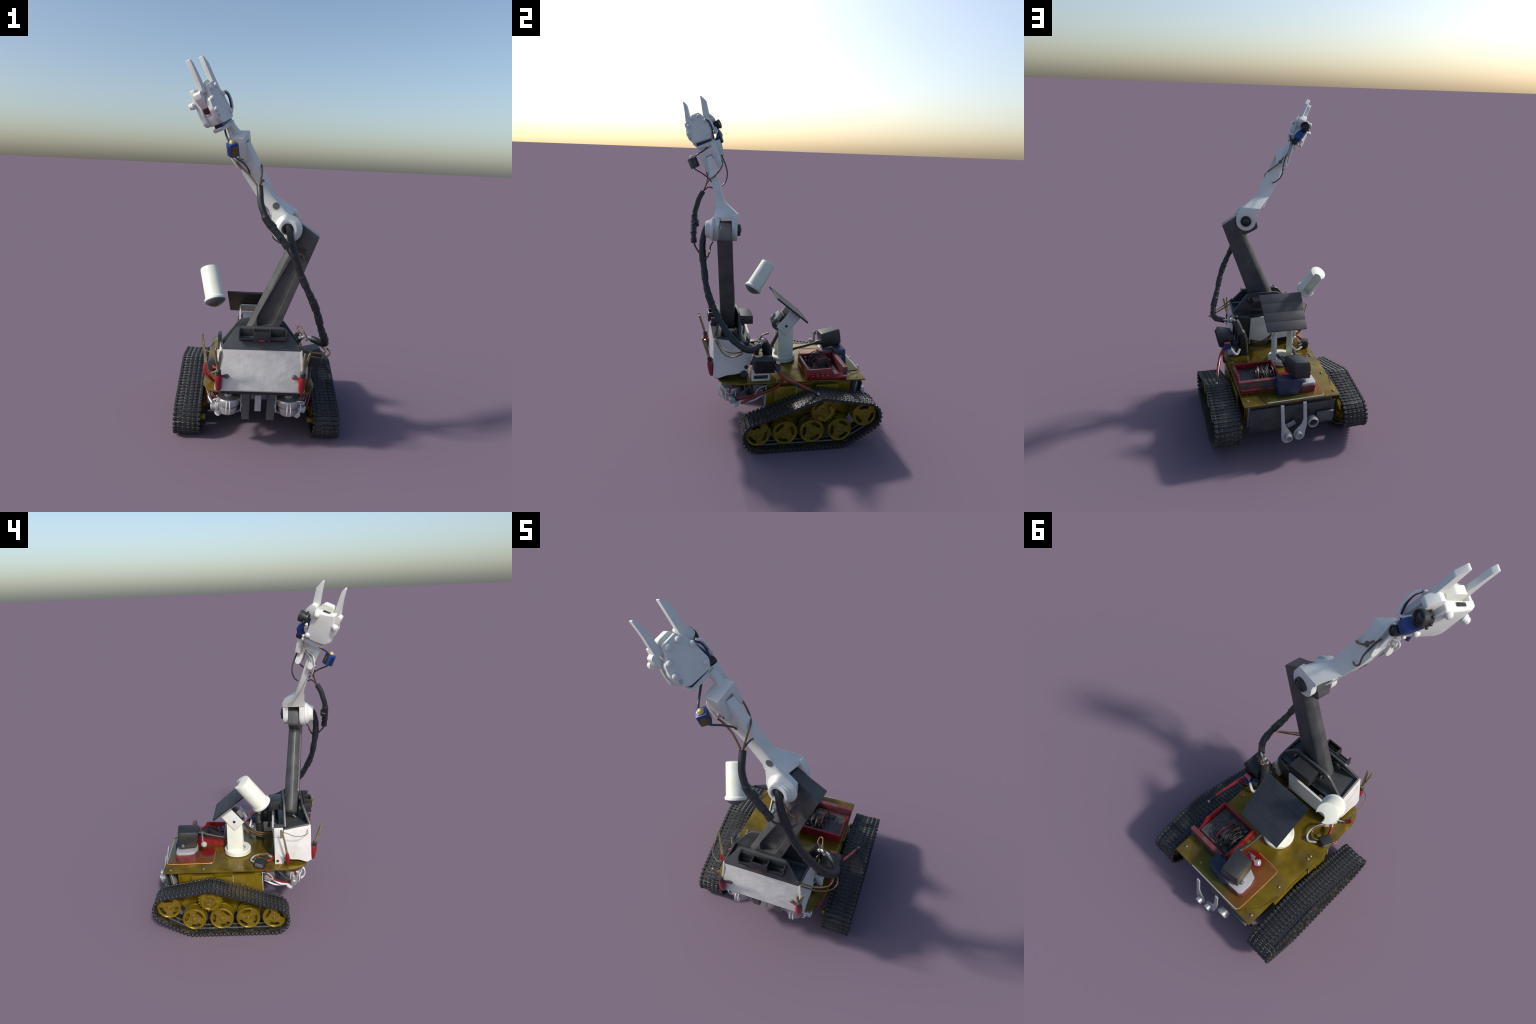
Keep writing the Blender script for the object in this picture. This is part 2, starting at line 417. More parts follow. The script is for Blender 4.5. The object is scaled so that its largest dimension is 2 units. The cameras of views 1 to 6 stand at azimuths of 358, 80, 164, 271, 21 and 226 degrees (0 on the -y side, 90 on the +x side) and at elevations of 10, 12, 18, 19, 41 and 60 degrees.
# deck plate : slightly tilted sheet with clipped front corners
SL = .010
def deckz(y): return .3445 + SL * (.505 - y)
outline = roundpoly([(-.293, .506), (.293, .506), (.296, .1), (.302, -.29), (.262, -.372), (.20, -.392), (-.20, -.392), (-.262, -.372), (-.304, -.30), (-.298, .1)],
                    [.012, .012, 0, .05, .03, .02, .02, .03, .05, 0], 5)
shear = Matrix(((1, 0, 0, 0), (0, 1, 0, 0), (0, -SL, 1, .3445 + SL * .505), (0, 0, 0, 1)))
deck = prism('deck_plate', outline, -.009, 0, 'deck', shear, .0025)
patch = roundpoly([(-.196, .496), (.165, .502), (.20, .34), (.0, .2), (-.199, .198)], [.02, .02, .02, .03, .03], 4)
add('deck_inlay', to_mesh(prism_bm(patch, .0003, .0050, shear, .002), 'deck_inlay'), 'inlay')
tube('inlay_rim', [(x, y, deckz(y) + .0035) for x, y in [(-.05, .2005), (-.16, .199), (-.188, .203), (-.198, .22), (-.1985, .3), (-.198, .42), (-.1965, .475), (-.188, .492)]], .0032, 'copper', 6, 6)
tube('inlay_rim', [(x, y, deckz(y) + .0035) for x, y in [(-.188, .492), (-.17, .497), (-.05, .499), (.08, .501), (.155, .502)]], .0035, 'palemetal', 6, 6)
sc = lambda pts: [(x, y, deckz(y) + .001) for x, y in pts]
tube('deck_seam', sc([(.257, .396), (.205, .47), (.177, .508)]), .0022, 'deck', 6, 6)
tube('deck_seam', sc([(.215, .44), (.12, .40), (.05, .395)]), .0016, 'deck', 6, 6)
tube('deck_seam', sc([(-.296, .30), (-.270, .40), (-.230, .45), (-.202, .5)]), .0022, 'deck', 6, 6)
bolts('deck_screw', [((x, y, deckz(y)), (0, 0, 1)) for x, y in [(-.263, .037), (-.261, .256), (.134, .461), (-.262, .015), (-.265, .46), (.262, .455), (.268, .02), (.268, -.04), (-.24, -.25), (.25, .27)]], .008, .007, 'bolt')

# rear panel stack, tilted
tilt = Matrix.Rotation(math.radians(-8), 3, 'X')
box('rear_panel', (-.005, .483, .225), (.525, .010, .172), 'housing', tilt, .004)
box('rear_panel', (0, .462, .232), (.50, .008, .165), 'greymetal', tilt, .003)
box('rear_panel', (0, .450, .235), (.52, .005, .16), 'palemetal', tilt, .002)
box('rear_panel', (-.205, .497, .205), (.11, .014, .075), 'greymetal', tilt, .006)
box('rear_tab', (.005, .497, .18), (.055, .004, .035), 'palemetal', tilt @ Matrix.Rotation(.5, 3, 'Y'), .003)
lathe('rear_lens', [(.020, -.035), (.030, -.03), (.033, -.012), (.033, .003), (.029, .008), (.026, .006), (.024, -.004), (0, -.006)], 'steel', along((-.115, .548, .207), (0, 1, -.1)), 28)
lathe('rear_lens_glass', [(.024, 0), (.018, .004), (0, .006)], 'lens', along((-.115, .5435, .2072), (0, 1, -.1)), 24)
for s, (tx, bx, bz, y) in ((1, (.073, .045, .153, .560)), (-1, (-.065, -.020, .157, .553))):
    # drooping metal finger: straight strip then a lobe bent inward
    P = [(tx - .010, .338), (tx + .010, .338), (tx + s * .008 + .002, .25), (tx + .010, .205), (bx + s * .040, .15)] if s > 0 else \
        [(tx - .010, .338), (tx - .011, .25), (tx - .010, .205), (bx - .040, .155)]
    lobe = arc(bx + s * .006, bz - .004, .034, (-20 if s > 0 else 200), (-215 if s > 0 else 395), 10)
    if s > 0: P = P + lobe + [(tx - .022, .208), (tx - .011, .235)]
    else: P = P + lobe + [(tx + .022, .212), (tx + .011, .24), (tx + .010, .338)]
    mw = Matrix(((1, 0, 0, 0), (0, -.22, 1, .60 if s > 0 else .594), (0, 1, 0, 0), (0, 0, 0, 1)))
    P = [(p[0], p[1]) for p in P]
    bm = prism_bm(P, -.004, .004, None, .0015)
    for v in bm.verts:   # bend: strip leans back toward the plate at the top
        x, z, t = v.co; v.co = V((x, y + .008 - .20 * (z - .15) + t, z))
    fb = add('rear_finger', to_mesh(bm, 'rear_finger'), 'palemetal')
    lathe('finger_ring', [(.018, 0), (.021, .004), (.021, .026), (.018, .028), (.015, .026), (.014, .012), (0, .012)], 'steel', along((bx, y + .008, bz), (0, 1, 0)), 24, fb)

# ------------------------------------------------------------------ front underside sensors
for s in (-1, 1):
    c = (s * .163, -.302, 0)
    T = Matrix.Translation(c)
    prof = [(0, .188), (.030, .190), (.046, .200), (.053, .222), (.053, .238), (.048, .240), (.048, .247), (.060, .249), (.064, .256), (.064, .282), (.060, .288), (.040, .292), (.022, .294), (.022, .306), (.014, .308), (.014, .326), (.020, .328), (.020, .346), (0, .346)]
    sn = lathe('floodlight', prof, 'steel', T, 36)
    lathe('floodlight_neck', [(.0145, .307), (.0155, .309), (.0155, .327), (.0145, .328)], 'black', T, 20, sn)
    lathe('floodlight_cap', [(.012, 0), (.020, .004), (.021, .04), (.016, .046), (0, .046)], 'steel', along((s * .212, -.302, .228), (s, 0, -.1)), 20, sn)
    for a in (-98, -84, -30, 15, 200):
        ca, sa = math.cos(math.radians(a)), math.sin(math.radians(a)) ; ca *= s
        p = lambda r, z: (c[0] + ca * r, c[1] + sa * r, z)
        tube('floodlight_wire', [p(.056, .286), p(.072, .272), p(.077, .245), p(.066, .218), p(.052, .206)], .0032, 'wire_white' if a < 0 else 'wire_grey', 5, 6, sn)
    box('floodlight_bracket', (s * .094, -.302, .262), (.006, .06, .10), 'palemetal', bevel=.002, parent=sn)
    tube('red_lamp_lead', [(s * .252, -.30, .32), (s * .235, -.315, .285), (s * .215, -.31, .255), (s * .20, -.27, .245)], .0065, 'red', 6, 8, sn)
    tube('lamp_clip_wire', [(s * .20, -.34, .285), (s * .225, -.352, .292), (s * .243, -.34, .28), (s * .235, -.325, .262)], .003, 'wire_white', 6, 6, sn)
    prism('strut_leg', [(-.330, .33), (-.27, .33), (-.262, .25), (-.268, .162), (-.312, .158), (-.326, .22)], -.0215, .0215, 'greymetal',
          Matrix(((0, 0, 1, s * .068), (1, 0, 0, 0), (0, 1, 0, 0), (0, 0, 0, 1))), .003)
    # lower round motor behind, with red and white leads
    lathe('drive_motor', [(.02, 0), (.034, .004), (.036, .05), (.026, .058), (.026, .075), (.012, .08), (0, .08)], 'steel', along((s * .20, -.145, .285), (s, 0, -.1)), 28)
    tube('motor_lead', [(s * .275, -.13, .31), (s * .285, -.19, .27), (s * .25, -.245, .23), (s * .215, -.28, .205)], .006, 'red', 6, 8)
    tube('motor_lead', [(s * .28, -.16, .28), (s * .27, -.215, .235), (s * .24, -.26, .21)], .007, 'wire_white', 6, 8)
    tube('motor_lead', [(s * .27, -.10, .32), (s * .29, -.15, .315), (s * .285, -.175, .27), (s * .255, -.17, .24)], .004, 'wire_grey', 6, 8)
    tube('motor_lead', [(s * .22, -.22, .30), (s * .24, -.20, .325), (s * .18, -.24, .30), (s * .12, -.24, .29)], .004, 'wire_brown', 6, 8)
    lathe('lamp_plug', [(0, 0), (.018, .003), (.02, .02), (.016, .034), (0, .036)], 'wire_white', along((s * .205, -.265, .188), (s * .4, -.6, -.2)), 16)
for s in (-1, 1):
    box('under_frame', (s * .175, -.165, .288), (.13, .11, .085), 'black', bevel=.012)
    box('motor_mount', (s * .245, -.150, .292), (.05, .07, .07), 'greymetal', bevel=.01)
    tube('motor_lead', [(s * .262, -.20, .325), (s * .27, -.235, .29), (s * .255, -.265, .25), (s * .225, -.29, .23)], .006, 'wire_dark', 6, 8)
    tube('motor_lead', [(s * .265, -.12, .26), (s * .262, -.18, .225), (s * .235, -.235, .205), (s * .205, -.265, .195)], .006, 'wire_white', 6, 8)
box('centre_strut', (-.004, -.355, .278), (.034, .012, .09), 'palemetal', bevel=.002)
box('strut_block', (0, -.33, .318), (.085, .05, .04), 'greymetal', bevel=.004)

# ------------------------------------------------------------------ white box under the arm
side_poly = roundpoly([(-.414, .600), (-.414, .378), (-.390, .360), (-.335, .380), (-.29, .382), (-.245, .393), (-.212, .412), (-.19, .46), (-.188, .515), (-.25, .575)],
                      [.006, .015, .03, .04, .03, .03, .03, .02, .02, .01], 4)
YZ = lambda x: Matrix(((0, 0, 1, x), (1, 0, 0, 0), (0, 1, 0, 0), (0, 0, 0, 1)))
def flare(bm, s):
    # the sides splay outwards toward the bottom and slightly toward the rear
    for v in bm.verts: v.co.x += s * ((.60 - v.co.z) * .115 + (v.co.y + .414) * .03)
    return bm
fw = loft_bm([[(-.208 - w, y1, z) for w, y1, z in [(w, -.400, z)]] + [(.208 + w, -.400, z), (.208 + w, y, z), (-.208 - w, y, z)]
              for w, y, z in ((.014, -.410, .364), (.024, -.416, .372), (.014, -.414, .46), (.004, -.411, .55), (-.002, -.414, .597), (-.003, -.409, .604))], .003)
wbx = add('white_box', to_mesh(join(flare(prism_bm(side_poly, -.006, .006, YZ(.203), .003), 1), flare(prism_bm(side_poly, -.006, .006, YZ(-.203), .003), -1)), 'white_box'), 'boxwhite')
add('white_box_front', to_mesh(fw, 'white_box_front'), 'boxwhite', wbx)
rw_low = [(-.175, -.203, .392), (.0, -.205, .375), (.112, -.207, .362)]
add('white_box_rear', to_mesh(loft_bm([[(x, y, z), (x, y + .012, z), (x2, y + .026, zt), (x2, y + .014, zt)] for (x, y, z), (x2, zt) in zip(rw_low, ((-.160, .572), (-.02, .566), (.100, .560)))], 0), 'white_box_rear'), 'boxwhite', wbx)
add('box_corner_guard', to_mesh(hexa_bm([(.110, -.225, .36), (.215, -.235, .36), (.215, -.225, .36), (.110, -.215, .36)],
                                        [(.102, -.205, .575), (.205, -.21, .585), (.205, -.20, .585), (.102, -.195, .575)], .004), 'box_corner_guard'), 'housing', wbx)
add('angle_bracket', to_mesh(join(bounds_box(-.233, -.214, -.245, -.188, .350, .53, .003), bounds_box(-.2335, -.212, -.245, -.188, .531, .60, .004)), 'angle_bracket'), 'boxwhite', wbx)
box('bracket_cover', (-.223, -.217, .573), (.020, .060, .085), 'housing', bevel=.004)
tube('bracket_clip', [(-.238, -.233, .535), (-.238, -.233, .585)], .007, 'olive', 4, 10)
bolts('bracket_screw', [((-.233, -.205, .372), (-1, 0, 0))], .009, .005, 'black')
bolts('box_screw', [((-.175, -.414, .449), (0, -1, 0)), ((.174, -.414, .455), (0, -1, 0))], .013, .010, 'greymetal')
bolts('box_screw', [((.232, -.222, .425), (1, 0, 0))], .012, .008, 'black')
# dark plinth below and floor above
add('box_plinth', to_mesh(bounds_box(-.20, .20, -.402, -.225, .345, .40, .006), 'box_plinth'), 'black')
tray = add('housing_tray', to_mesh(hexa_bm([(-.203, -.40, .56), (.203, -.40, .56), (.203, -.222, .549), (-.203, -.222, .549)],
                                          [(-.203, -.40, .592), (.203, -.40, .592), (.203, -.222, .567), (-.203, -.222, .567)], .003), 'housing_tray'), 'housing')

box('tray_bin_floor', (-.03, -.208, .50), (.27, .030, .01), 'greymetal', bevel=.001)
fp = roundpoly([(-.203, 0), (.203, 0), (.205, .012), (.116, .122), (-.128, .122), (-.205, .012)], [0, 0, .004, .022, .022, .004], 4)
FP = frame((0, -.414, .594), (1, 0, 0), y=(0, .042, .115))
front_plate = add('housing_cheek', to_mesh(prism_bm(fp, -.012, .002, FP, .004), 'housing_cheek'), 'housing')
rp = roundpoly([(-.205, 0), (.205, 0), (.207, .012), (.113, .138), (-.112, .138), (-.207, .012)], [0, 0, .004, .03, .03, .004], 4)
add('housing_cheek', to_mesh(prism_bm(rp, -.007, .007, frame((0, -.256, .580), (1, 0, 0), y=(0, 0, 1)), .004), 'housing_cheek'), 'housing')
for sx in (-1, 1):
    tube('housing_rim', [(sx * .200, -.405, .600), (sx * .203, -.36, .594), (sx * .206, -.30, .583), (sx * .208, -.25, .572), (sx * .203, -.215, .566), (sx * .17, -.203, .566), (sx * .11, -.200, .566)], .0085, 'housing', 6, 10)
# open three-bay holder on the front cheek
hb = [bounds_box(-.120, .126, -.426, -.385, .645, .653, .002), bounds_box(-.120, -.112, -.424, -.38, .648, .703, .003), bounds_box(.118, .126, -.424, -.38, .648, .697, .003),
      bounds_box(-.114, .122, -.392, -.384, .648, .70, .002), bounds_box(-.046, -.040, -.432, -.385, .646, .702, .002), bounds_box(.036, .042, -.432, -.385, .646, .702, .002),
      bounds_box(-.046, .042, -.436, -.428, .646, .698, .003), bounds_box(.040, .122, -.426, -.420, .646, .666, .002), bounds_box(-.116, -.044, -.426, -.420, .646, .660, .002)]
add('front_holder', to_mesh(join(*hb), 'front_holder'), 'black')
box('holder_red_spot', (-.002, -.4365, .652), (.028, .002, .008), 'red', bevel=.0005)
# servo on rear cheek
add('arm_servo', to_mesh(hexa_bm([(-.058, -.250, .640), (.090, -.250, .640), (.090, -.166, .640), (-.058, -.166, .640)],
                                [(-.056, -.250, .697), (.086, -.250, .694), (.086, -.167, .692), (-.056, -.170, .696)], .005), 'arm_servo'), 'black')
bolts('servo_screw', [((x, -.249, z), (0, 1, 0)) for x in (.108, -.075) for z in (.655, .668, .682)], .007, .02, 'black')
lathe('arm_hinge', [(.03, 0), (.03, .016), (.02, .018), (.02, .03), (0, .03)], 'black', along((-.075, -.352, .655), (0, -1, 0)), 24)
tube('tray_clip', [(-.07, -.33, .594), (-.03, -.30, .600), (.0, -.30, .594)], .006, 'steel', 5, 6)

# ------------------------------------------------------------------ dark lower arm
Pe = V((.112, -.345, 1.225))
E1 = V((.9884, -.152, 0)); E3 = V((-.152, -.9884, 0))
ARM = Matrix(((E1.x, 0, E3.x, Pe.x), (E1.y, 0, E3.y, Pe.y), (0, 1, 0, Pe.z), (0, 0, 0, 1)))    # x=e1, y=up, z=toward front
bx = V((-.84, .54)); bn = V((.54, .84))      # along the short cross bar, its outward normal
LEAN = Matrix(((E1.x, 0, E3.x, Pe.x), (E1.y, -.062, E3.y, Pe.y), (0, 1, 0, Pe.z), (0, 0, 0, 1)))    # the lower arm leans slightly
beam = [(.157, -.036), (.152, -.048), (-.008, -.492), (-.052, -.60), (-.090, -.638), (-.165, -.628), (-.218, -.58), (-.200, -.545), (.000, -.085), (.045, .018), (.055, .030)]
beam_r = roundpoly(beam, [.020, 0, 0, .03, .02, .03, .03, 0, .02, .01, .01], 4)
def tuck(P, d):
    # pull the lower-left side in, so the section is ridged there and flat on the upper right
    out = []
    for x, y in P:
        k = (x - (-.008)) - (y + .492) * .352       # distance from the right hand edge line
        w = min(1, max(0, (-k - .06) / .06)) * (1 if y < .0 else max(0, 1 - y / .02))
        out.append((x + d * w, y + d * .35 * (-1) * w))
    return out
lay = [(-.045, .030), (-.033, .013), (-.011, 0), (.011, 0), (.030, .012), (.041, .027)]
def neckdown(x, y):
    # the upper end narrows toward the cross bar
    t = min(1, max(0, ((x - .157) * -.84 + (y + .036) * .54) / .121)); k = min(1, max(0, (y + .20) / .10))
    return 1 - .30 * t * k
a = loft_bm([[(x, y, z * neckdown(x, y)) for x, y in tuck(beam_r, d)] for z, d in lay], .009)
cbar = roundpoly([(.146, -.036), (.055, .030), (.020, .048), (-.030, .050), (-.056, .028), (-.075, -.020), (-.084, -.056), (-.058, -.074), (.004, -.104), (.09, -.10)], [.004, .01, .012, .02, .02, .02, .02, .02, .01, .01], 4)
c = prism_bm(cbar, -.032, .032, None, .010, 3)
arm = add('lower_arm', to_mesh(a, 'lower_arm'), 'arm')
arm.matrix_basis = LEAN
add('elbow_head', to_mesh(c, 'elbow_head'), 'arm', arm)     # inherits the arm's lean
rec = [(.058, -.085), (.096, -.105), (-.052, -.510), (-.128, -.528), (-.132, -.475)]
def recess(sign):
    small = rec; cx = sum(p[0] for p in rec) / 5; cy = sum(p[1] for p in rec) / 5
    R = roundpoly(rec, [.012, .012, .02, .02, .02], 4)
    R2 = [(cx + (p[0] - cx) * 1.0 + (.006 if p[0] - cx - (p[1] - cy) * .36 > 0 else -.006), p[1]) for p in R]
    return prism_bm(R, .028, .06, None, 0, top=R2) if sign > 0 else prism_bm(R2, -.068, -.038, None, 0, top=R)
for s in (1, -1):
    cc = recess(s); cc.transform(LEAN); bpy.context.view_layer.update(); cut(arm, cc)

# ------------------------------------------------------------------ white forearm: fork, neck
AP = lambda e, z, f: ARM @ V((e, z, f))
legs = []
for (a0, a1), (cx, cz, r), topr in (((.035, .0675), (-.013, -.003, .070), (-.010, .080)), ((-.0675, -.035), (-.001, -.002, .064), (.028, .088))):
    leg = [topr, (cx + r * .97, .03)] + arc(cx, cz, r, 0, -180, 14) + [(cx - r, .02), (-.088, .082)]
    b = prism_bm(leg, a0, a1, None, .004); b.transform(ARM); legs.append(b)
# neck upper end in the wrist box
up_w = V((-.13, -.38, .915)).normalized(); ey = V((-.276, -.875, -.4)); ey = (ey - up_w * ey.dot(up_w)).normalized(); ex = ey.cross(up_w).normalized()
if ex.x < 0: ex = -ex
high = [AP(-.2145, .403, .138), AP(-.201, .412, .104), AP(-.272, .372, .098), AP(-.288, .365, .134)]
ft = [AP(-.093, .161, .0668), AP(-.070, .154, .015), AP(-.160, .146, .016), AP(-.170, .158, .0668)]
mid = [AP(-.146, .270, .101), AP(-.130, .276, .058), AP(-.218, .245, .055), AP(-.231, .252, .099)]
body = loft_bm([[AP(.006, .066, .0668), AP(.033, .066, -.0668), AP(-.083, .056, -.0668), AP(-.092, .062, .0668)],
                [AP(-.016, .082, .067), AP(.026, .092, -.067), AP(-.094, .082, -.067), AP(-.100, .088, .067)],
                ft, mid, high], .003)
fork = add('forearm', to_mesh(join(*legs, body), 'forearm'), 'white')
lathe('fork_plug', [(.019, .0), (.019, .0012), (.0165, .0016), (.0165, .0008), (0, .0008)], 'palemetal', along(AP(-.066, .108, .0668), AP(0, 0, 1) - AP(0, 0, 0)), 24)
lathe('fork_hole', [(.0160, .0002), (.0160, .0014), (0, .0014)], 'greymetal', along(AP(-.066, .108, .0668), AP(0, 0, 1) - AP(0, 0, 0)), 24)
# pulley and cap
lathe('elbow_pulley', [(.052, .064), (.067, .066), (.070, .070), (.070, .076), (.066, .080), (.061, .086), (.056, .090), (.053, .094), (.0525, .101), (.049, .104), (.048, .113), (.043, .117), (.032, .117), (.028, .112), (.026, .10), (0, .10)], 'white', ARM, 40)
lathe('pulley_bore', [(.026, .1005), (.024, .112), (.018, .112), (.016, .1015), (0, .1015)], 'black', ARM, 28)
lathe('elbow_cap', [(.036, .064), (.036, .079), (.032, .084), (.028, .083), (.026, .079), (.019, .085), (.009, .089), (0, .090)], 'black', ARM @ Matrix.Rotation(PI, 4, 'X'), 32)

# ------------------------------------------------------------------ wrist fork box
WP = V((-.121, -.445, 1.666))     # middle of upper +x edge
WR = Matrix(((ex.x, ey.x, up_w.x, WP.x), (ex.y, ey.y, up_w.y, WP.y), (ex.z, ey.z, up_w.z, WP.z), (0, 0, 0, 1)))   # x=out(+x), y=front, z=up
U = [(-.054, 0), (.054, 0)] + arc(.038, -.105, .016, 0, -180, 6) + [(.022, -.030), (-.022, -.030)] + arc(-.038, -.105, .016, 0, -180, 6)
bm = prism_bm(roundpoly(U, [.006, .006] + [0] * 7 + [.004, .004] + [0] * 7, 3), -.072, 0, Matrix(((0, 0, 1, 0), (1, 0, 0, 0), (0, 1, 0, 0), (0, 0, 0, 1))), .004)
bm.transform(WR); add('wrist_fork', to_mesh(bm, 'wrist_fork'), 'white')
bolts('wrist_pin', [(WR @ V((-.034, .054, -.098)), ey)], .010, .010, 'steel')
bolts('wrist_pin', [(WR @ V((-.030, -.054, -.095)), -ey)], .012, .006, 'greymetal')
bolts('wrist_pin', [(WR @ V((-.015, .054, -.105)), ey)], .004, .004, 'black')
# blue wrist servo in front
SC = V((-.182, -.522, 1.590)); SR = frame(SC, (ex + ey).normalized(), up_w).to_3x3()
sv = box('wrist_servo', SC, (.044, .044, .062), 'blue', SR, .004)
o = SR
box('servo_label', SC + o @ V((.0225, 0, -.003)), (.002, .030, .044), 'yellow', SR, .0008, sv)
box('servo_label', SC + o @ V((0, .0225, -.003)), (.032, .002, .044), 'black', SR, .0008, sv)
box('servo_label', SC + o @ V((0.004, .0238, -.003)), (.010, .002, .040), 'yellow', SR, .0008, sv)
box('servo_label', SC + o @ V((-.0225, 0, -.003)), (.002, .032, .044), 'black', SR, .0008, sv)
box('servo_label', SC + o @ V((-.0238, 0.002, -.003)), (.002, .009, .040), 'yellow', SR, .0008, sv)
box('servo_face', SC + o @ V((.004, -.0225, -.003)), (.026, .002, .046), 'navy', SR, .0008, sv)
lathe('servo_gear', [(.015, 0), (.015, .006), (.013, .008), (.012, .012), (.008, .016), (0, .018)], 'gear', along(SC + o @ V((0, .0, .028)), up_w), 20, sv)
tube('servo_horn', [SC + o @ V((-.01, .012, .032)), SC + o @ V((.0, -.012, .036)), SC + o @ V((.014, -.008, .032))], .0035, 'palemetal', 5, 6, sv)

# ------------------------------------------------------------------ gripper (local x = length, y = width, z = plate normal)
GO = V((-.251, -.506, 1.822)); gL = V((-.4553, -.2081, .8657)); gW = V((.3350, .8608, .3832)); gN = V((.8249, -.4645, .3222))
G = Matrix(((gL.x, gW.x, gN.x, GO.x), (gL.y, gW.y, gN.y, GO.y), (gL.z, gW.z, gN.z, GO.z), (0, 0, 0, 1)))
def gp(name, poly, z0, z1, m, bevel=.003, top=None): return prism(name, poly, z0, z1, m, G, bevel, top=top)
gpt = lambda l, w, n: G @ V((l, w, n))
plA = roundpoly([(.071, -.034), (.073, .030), (.030, .058), (.002, .068), (-.083, .079), (-.114, .060), (-.107, -.048), (-.078, -.073), (-.030, -.083), (.012, -.073), (.028, -.050)], [.004, .004, .004, .006, .01, .01, .02, .012, .008, .008, .004], 4)
pa = gp('gripper_plate', plA, -.033, -.010, 'white', .003)
bolts('gripper_bolt', [(gpt(*p), gN) for p in [(.050, .024, -.0105), (.003, .058, -.0105), (-.083, .058, -.0105), (-.037, -.068, -.0105), (.011, -.054, -.0105), (.053, -.023, -.0105)]], .0125, .013, 'white')
bolts('gripper_bolt', [(gpt(-.068, -.063, -.0105), gN)], .009, .004, 'palemetal')
plB = roundpoly([(.054, .052), (.060, .02), (.064, -.02), (.076, -.062), (.052, -.066), (.0, -.070), (-.04, -.078), (-.085, -.078), (-.103, -.056), (-.106, .0), (-.107, .035), (-.094, .068), (-.01, .058)], [.006, 0, 0, .006, .006, .01, .01, .015, .02, .01, .015, .015, .01], 4)
plB2 = [(p[0] * .95 - .006, p[1] * .86) for p in plB]
bmB = prism_bm(plB, -.094, -.072, G, .003); bmB2 = prism_bm(plB2, -.1035, -.093, G, .003, top=plB)
add('gripper_plate', to_mesh(join(bmB, bmB2), 'gripper_plate'), 'white')
box('gripper_slot', gpt(.0655, -.012, -.0835), (.003, .044, .014), 'black', G.to_3x3(), .0012)
bolts('gripper_bolt', [(gpt(.040, .032, -.103), -gN), (gpt(-.088, .052, -.096), -gN)], .0145, .018, 'white')
bolts('gripper_bolt', [(gpt(.012, -.080, -.094), -gN)], .0145, .020, 'white')
lathe('side_knob', [(.014, 0), (.014, .02), (.009, .026), (0, .027)], 'white', along(gpt(.014, -.070, -.098), -gN - gW * .9), 18)
# inner wedge and core
gp('gripper_core', roundpoly([(.078, -.034), (.088, -.026), (.088, .022), (.06, .044), (-.04, .05), (-.10, .05), (-.10, -.04), (-.02, -.045), (.03, -.04)], .006, 3), -.062, -.028, 'cream', .003)
gp('gripper_core', roundpoly([(.05, -.05), (.05, .055), (-.09, .066), (-.112, .05), (-.105, -.058), (-.06, -.068), (-.02, -.055)], .01, 3), -.076, -.032, 'white', .002)
lathe('gripper_eye', [(.023, 0), (.023, .003), (.019, .003), (.017, .0), (.010, .001), (0, .001)], 'palemetal', along(gpt(-.030, -.066, -.054), -gW), 28)
lathe('gripper_eye_lens', [(.0175, 0), (.010, .0025), (0, .003)], 'eye', along(gpt(-.030, -.0665, -.054), -gW), 24)
# fingers with chamfered tips
gp('finger', roundpoly([(.045, -.070), (.045, -.044), (.060, -.038), (.150, -.040), (.178, -.042), (.195, -.052), (.196, -.059), (.13, -.0625), (.060, -.072)], [.004, .004, .01, 0, .006, .003, .003, 0, .004], 3), -.048, -.025, 'white', .003)
gp('finger', roundpoly([(.010, .066), (.010, .088), (.037, .0855), (.100, .087), (.146, .0895), (.184, .070), (.187, .062), (.12, .056), (.055, .049), (.042, .051)], [.004, .006, .006, 0, .005, .004, .003, 0, .004, .004], 3), -.046, -.024, 'white', .003)
gp('finger_holder', roundpoly([(.062, -.068), (.055, -.088), (.030, -.088), (-.022, -.066), (-.016, -.052), (.03, -.056)], .006, 3), -.074, -.036, 'white', .003)
gp('finger_holder', roundpoly([(.070, .078), (.064, .052), (.0, .046), (-.012, .066), (.012, .104), (.03, .106)], .006, 3), -.076, -.034, 'white', .003)
# blue servo bar and lower bracket of the gripper
gp('gripper_servo', rrect(-.124, -.104, -.040, .058, .004), -.070, -.028, 'navy', .003)
gp('gripper_bracket', roundpoly([(-.122, -.052), (-.122, .072), (-.142, .086), (-.146, .03), (-.140, -.04)], .008, 3), -.082, -.034, 'white', .003)
# camera cans wrapped in blue tape on the +width side
cam = lathe('gripper_camera', [(.020, 0), (.026, .004), (.028, .012), (.028, .040), (.030, .042), (.030, .050), (.026, .053), (.024, .050), (.022, .046), (0, .044)], 'black', along(gpt(-.004, .070, -.094), gW), 28)
lathe('camera_glass', [(.022, 0), (.014, .005), (0, .007)], 'lens', along(gpt(-.004, .1145, -.094), gW), 24, cam)
bolts('camera_lug', [(gpt(-.004 + .026 * math.cos(a), .086, -.094 + .026 * math.sin(a)), gL * math.cos(a) + gN * math.sin(a)) for a in (-2.6, -1.9, -1.2, -.4, .3)], .006, .010, 'black')
cam2 = lathe('gripper_camera', [(.012, 0), (.018, .004), (.020, .012), (.020, .032), (.016, .036), (.014, .032), (0, .030)], 'black', along(gpt(-.124, .082, -.070), gW), 24)
lathe('camera_glass', [(.014, 0), (.008, .004), (0, .005)], 'lens', along(gpt(-.124, .1125, -.070), gW), 20, cam2)
bmw = bmesh.new()
wrap = [(-.030, .088, .024), (-.050, .104, .027), (-.075, .112, .028), (-.098, .106, .025), (-.112, .092, .020)]
rings = []
